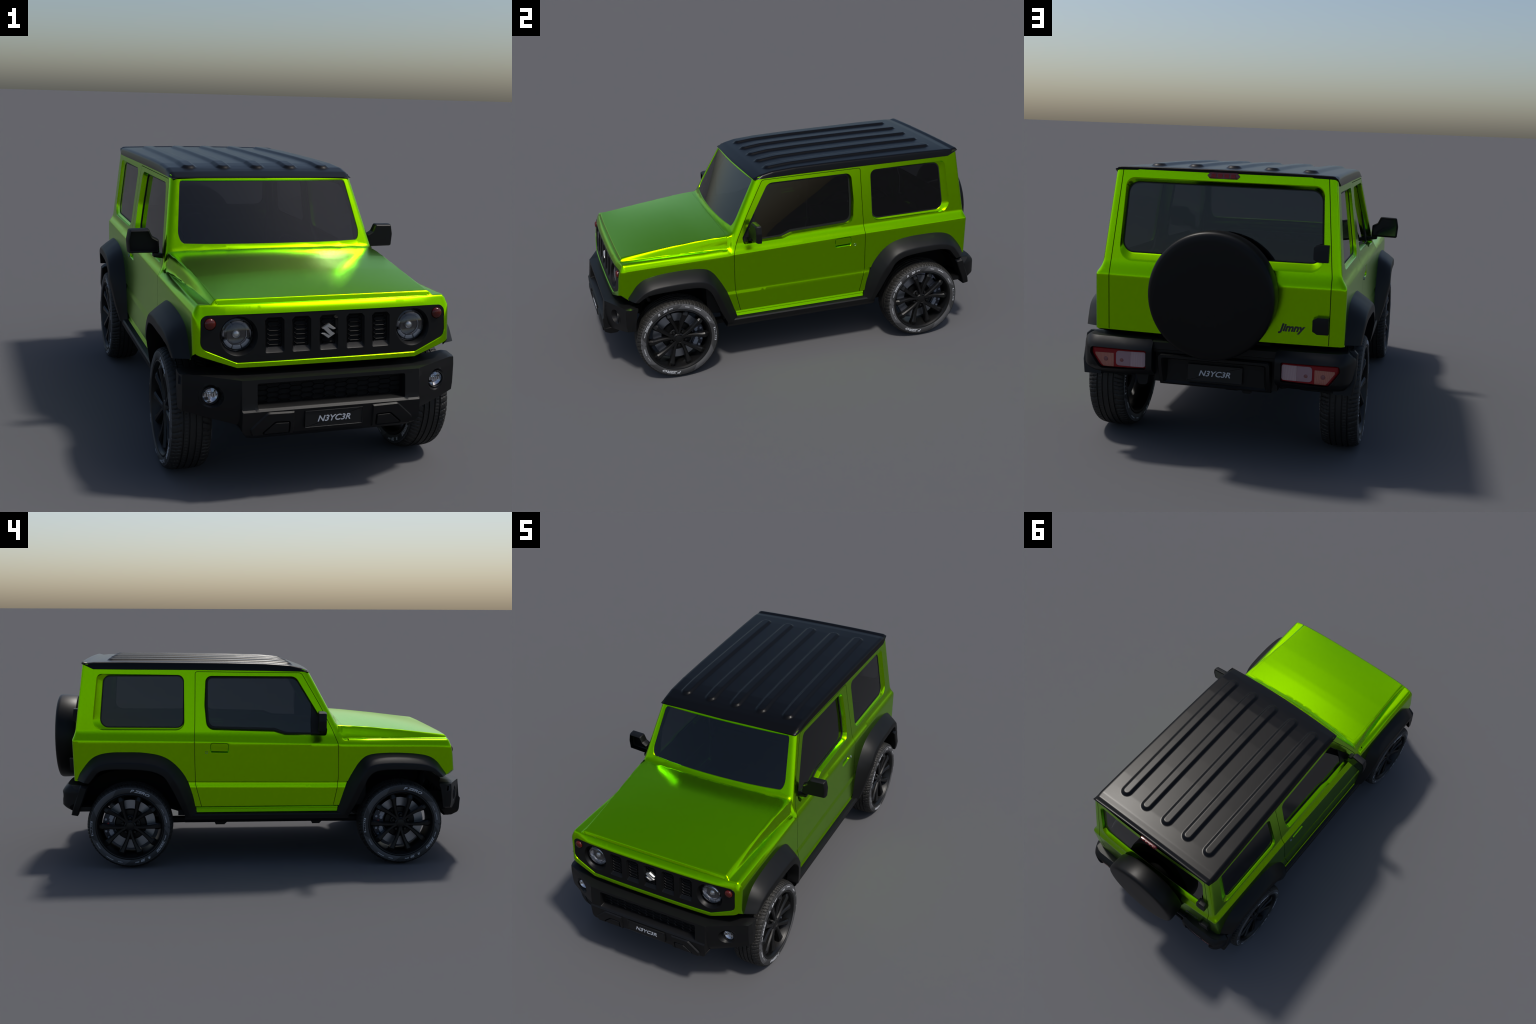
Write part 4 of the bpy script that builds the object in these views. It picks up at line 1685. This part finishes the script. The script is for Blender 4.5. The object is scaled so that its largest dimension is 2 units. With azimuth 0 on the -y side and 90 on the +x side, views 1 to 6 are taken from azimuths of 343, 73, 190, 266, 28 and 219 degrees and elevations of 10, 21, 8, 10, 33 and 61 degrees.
arc_text(dark, "PIRELLI", .0088, 1.8, .1785, .058, 0, .0005)
dark.v = [v + (.0005, 0, 0) for v in dark.v]
lv = np.concatenate(letters.v)
inner = Build().add(lv * (-1, 1, -1), letters.f)
dv = np.concatenate(dark.v)
inner2 = Build().add(dv * (-1, 1, -1), dark.f)
letters.add(np.concatenate(inner.v), inner.f)
dark.add(np.concatenate(inner2.v), inner2.f)

# rim barrel with lips
barrel = Build()
bp = [(.0560, .1500), (.0600, .1570), (.0640, .1580), (.0655, .1550), (.0645, .1520), (.0590, .1490), (.0540, .1460), (.030, .1420), (.0, .1340), (-.040, .1380),
      (-.0600, .1460), (-.0640, .1500), (-.0645, .1560), (-.0600, .1570), (-.0560, .1500), (.0, .1400), (.0560, .1500)]
barrel.add(*lathe(bp, 120))
# hub
spokes = Build()
spokes.add(*lathe([(.010, .001), (.010, .048), (.028, .047), (.033, .040), (.035, .030), (.047, .0275), (.0510, .0225), (.0475, .0205), (.0475, .0185), (.0500, .0175), (.0515, .010), (.0517, .0001)], 80))
# ten spokes that merge in pairs near the hub; nuts sit between the pairs
NUT0 = 270


def spoke(a_out, a_mid):
    ao, am = R(a_out), R(a_mid)
    pts, wid, xf, dep = [], [], [], []
    # radial stations: (share towards the rim angle, radius, width, face x, depth)
    for t, r, w, x, d in ((0, .018, .015, .0500, .026), (.10, .040, .016, .0510, .026), (.42, .062, .0165, .0525, .026), (.72, .090, .0190, .0550, .026), (.93, .114, .0225, .0590, .027),
                          (.98, .128, .0290, .0610, .028), (1, .139, .0290, .0560, .026), (1, .148, .0230, .0520, .024)):
        # lateral offset shrinks towards the hub so that pairs meet
        off = (ao - am) * t * (.14 / max(r, .05)) * r / .14 * 1.0
        a = am + (ao - am) * (t if r > .1 else t * 1.0)
        pts.append((r, a))
        wid.append(w)
        xf.append(x)
        dep.append(d)
    L = []
    for (r, a), w, x, d in zip(pts, wid, xf, dep):
        c, s = math.cos(a), math.sin(a)
        rad, tan = np.array((0, c, s)), np.array((0, -s, c))
        ctr = rad * r
        X = np.array((1, 0, 0))
        h = w / 2
        L.append(np.array([ctr + tan * (-h) + X * (x - d), ctr + tan * (-h * 1.0) + X * (x - .006), ctr + tan * (-h * .55) + X * x,
                           ctr + tan * (h * .55) + X * x, ctr + tan * h + X * (x - .006), ctr + tan * h + X * (x - d)]))
    v, f = ring(L)
    spokes.add(v, f + [tuple(range(6))[::-1], tuple(range(len(L) * 6 - 6, len(L) * 6))])


for k in range(5):
    am = NUT0 + 36 + 72 * k
    for sg in (-1, 1):
        spoke(am + 18 * sg, am + 7.0 * sg)
# brake disc
disc = Build()
disc.add(*lathe([(.004, .0760), (.004, .1165), (.0030, .1175), (-.0050, .1175), (-.006, .1165), (-.006, .0760), (.004, .0760)], 96))
hat = Build()
hat.add(*lathe([(-.006, .0765), (.0060, .0755), (.0130, .0700), (.0140, .050), (.0140, .0001)], 64))
# caliper on the rear side of the disc
cal = Build()
t = np.radians(np.linspace(-36, 36, 25))
for r0, r1, x0, x1 in ((.0800, .1280, .006, .0200), (.1190, .1300, -.022, .0200)):
    L = []
    for a in t:
        c, s = math.cos(a), math.sin(a)
        tap = 1 - .12 * (abs(a) / R(36)) ** 3
        L.append(np.array([(x0, r0 * c, r0 * s), (x1 * tap, r0 * c, r0 * s), (x1 * tap + .003, (r0 + .008) * c, (r0 + .008) * s), (x1 * tap + .003, (r1 - .010) * c, (r1 - .010) * s),
                           (x1 * tap, r1 * tap ** .3 * c, r1 * tap ** .3 * s), (x0, r1 * c, r1 * s)]))
    v, f = ring(L)
    n6 = len(L) * 6
    # ring() wraps around the section; close the two ends
    cal.add(v, f + [tuple(range(6))[::-1], tuple(range(n6 - 6, n6))])
for a0_, a1_ in ((-33, -18), (16, 33)):
    tt_ = np.radians(np.linspace(a0_, a1_, 8))
    L = [np.array([(.0245, r * math.cos(a), r * math.sin(a)) for a in tt_]) for r in (.086, .097, .106)]
    v, f = ring(L, closed=False)
    cal.add(v + (.0, 0, 0), f, 1)
for a in (-30, -14, 14, 30):
    c, s = math.cos(R(a)), math.sin(R(a))
    tube(cal, (.0205, .118 * c, .118 * s), (.0270, .118 * c, .118 * s), .0055, 12, 1)
    tube(cal, (.0205, .094 * c, .094 * s), (.0262, .094 * c, .094 * s), .0075, 14, 1)
calm = Build()
calm.add([(.0236, .1010, -.012), (.0236, .1080, -.010), (.0236, .1085, -.003), (.0236, .1000, -.004)], [(0, 1, 2, 3)])
nut = Build()
nut.add(*lathe([(.026, .0078), (.0440, .0076), (.0465, .0060), (.0472, .0001)], 12))
nutc = Build()

protos = None
for cy in (-.662, .624):
    for s in (1, -1):
        rot = (0, 0, 0) if s > 0 else (0, math.pi, 0)
        loc = (s * .4125, cy, RT)
        if protos is None:
            w = barrel.obj("wheel", RIMM, angle=35)
            kids = [tb.obj("tyre", TYRE, parent=w, merge=0, angle=40), letters.obj("tyre_lettering", TYTXT, parent=w, merge=0, flat=True),
                    dark.obj("tyre_lettering", RUBB, parent=w, merge=0, flat=True),
                    spokes.obj("rim_spokes", RIMM, parent=w, angle=25), disc.obj("brake_disc", STEEL, parent=w, angle=40), hat.obj("disc_hat", RIMM, parent=w, angle=40),
                    cal.obj("brake_caliper", [CALB, CALL], parent=w, angle=25), calm.obj("caliper_mark", REDMARK, parent=w, merge=0)]
            for k in range(5):
                a = R(NUT0 + 72 * k)
                if k == 0:
                    nu = nut.obj("lug_nut", RIMM, parent=w, angle=50)
                    first = nu
                else:
                    nu = clone(first, "lug_nut", w)
                nu.location = (0, .0370 * math.cos(a), .0370 * math.sin(a))
                kids.append(nu)
            protos = (w, kids)
            w.location, w.rotation_euler = loc, rot
        else:
            w0, kids0 = protos
            w = clone(w0, "wheel", car, loc, rot)
            for k in kids0:
                clone(k, k.name.split(".")[0], w)
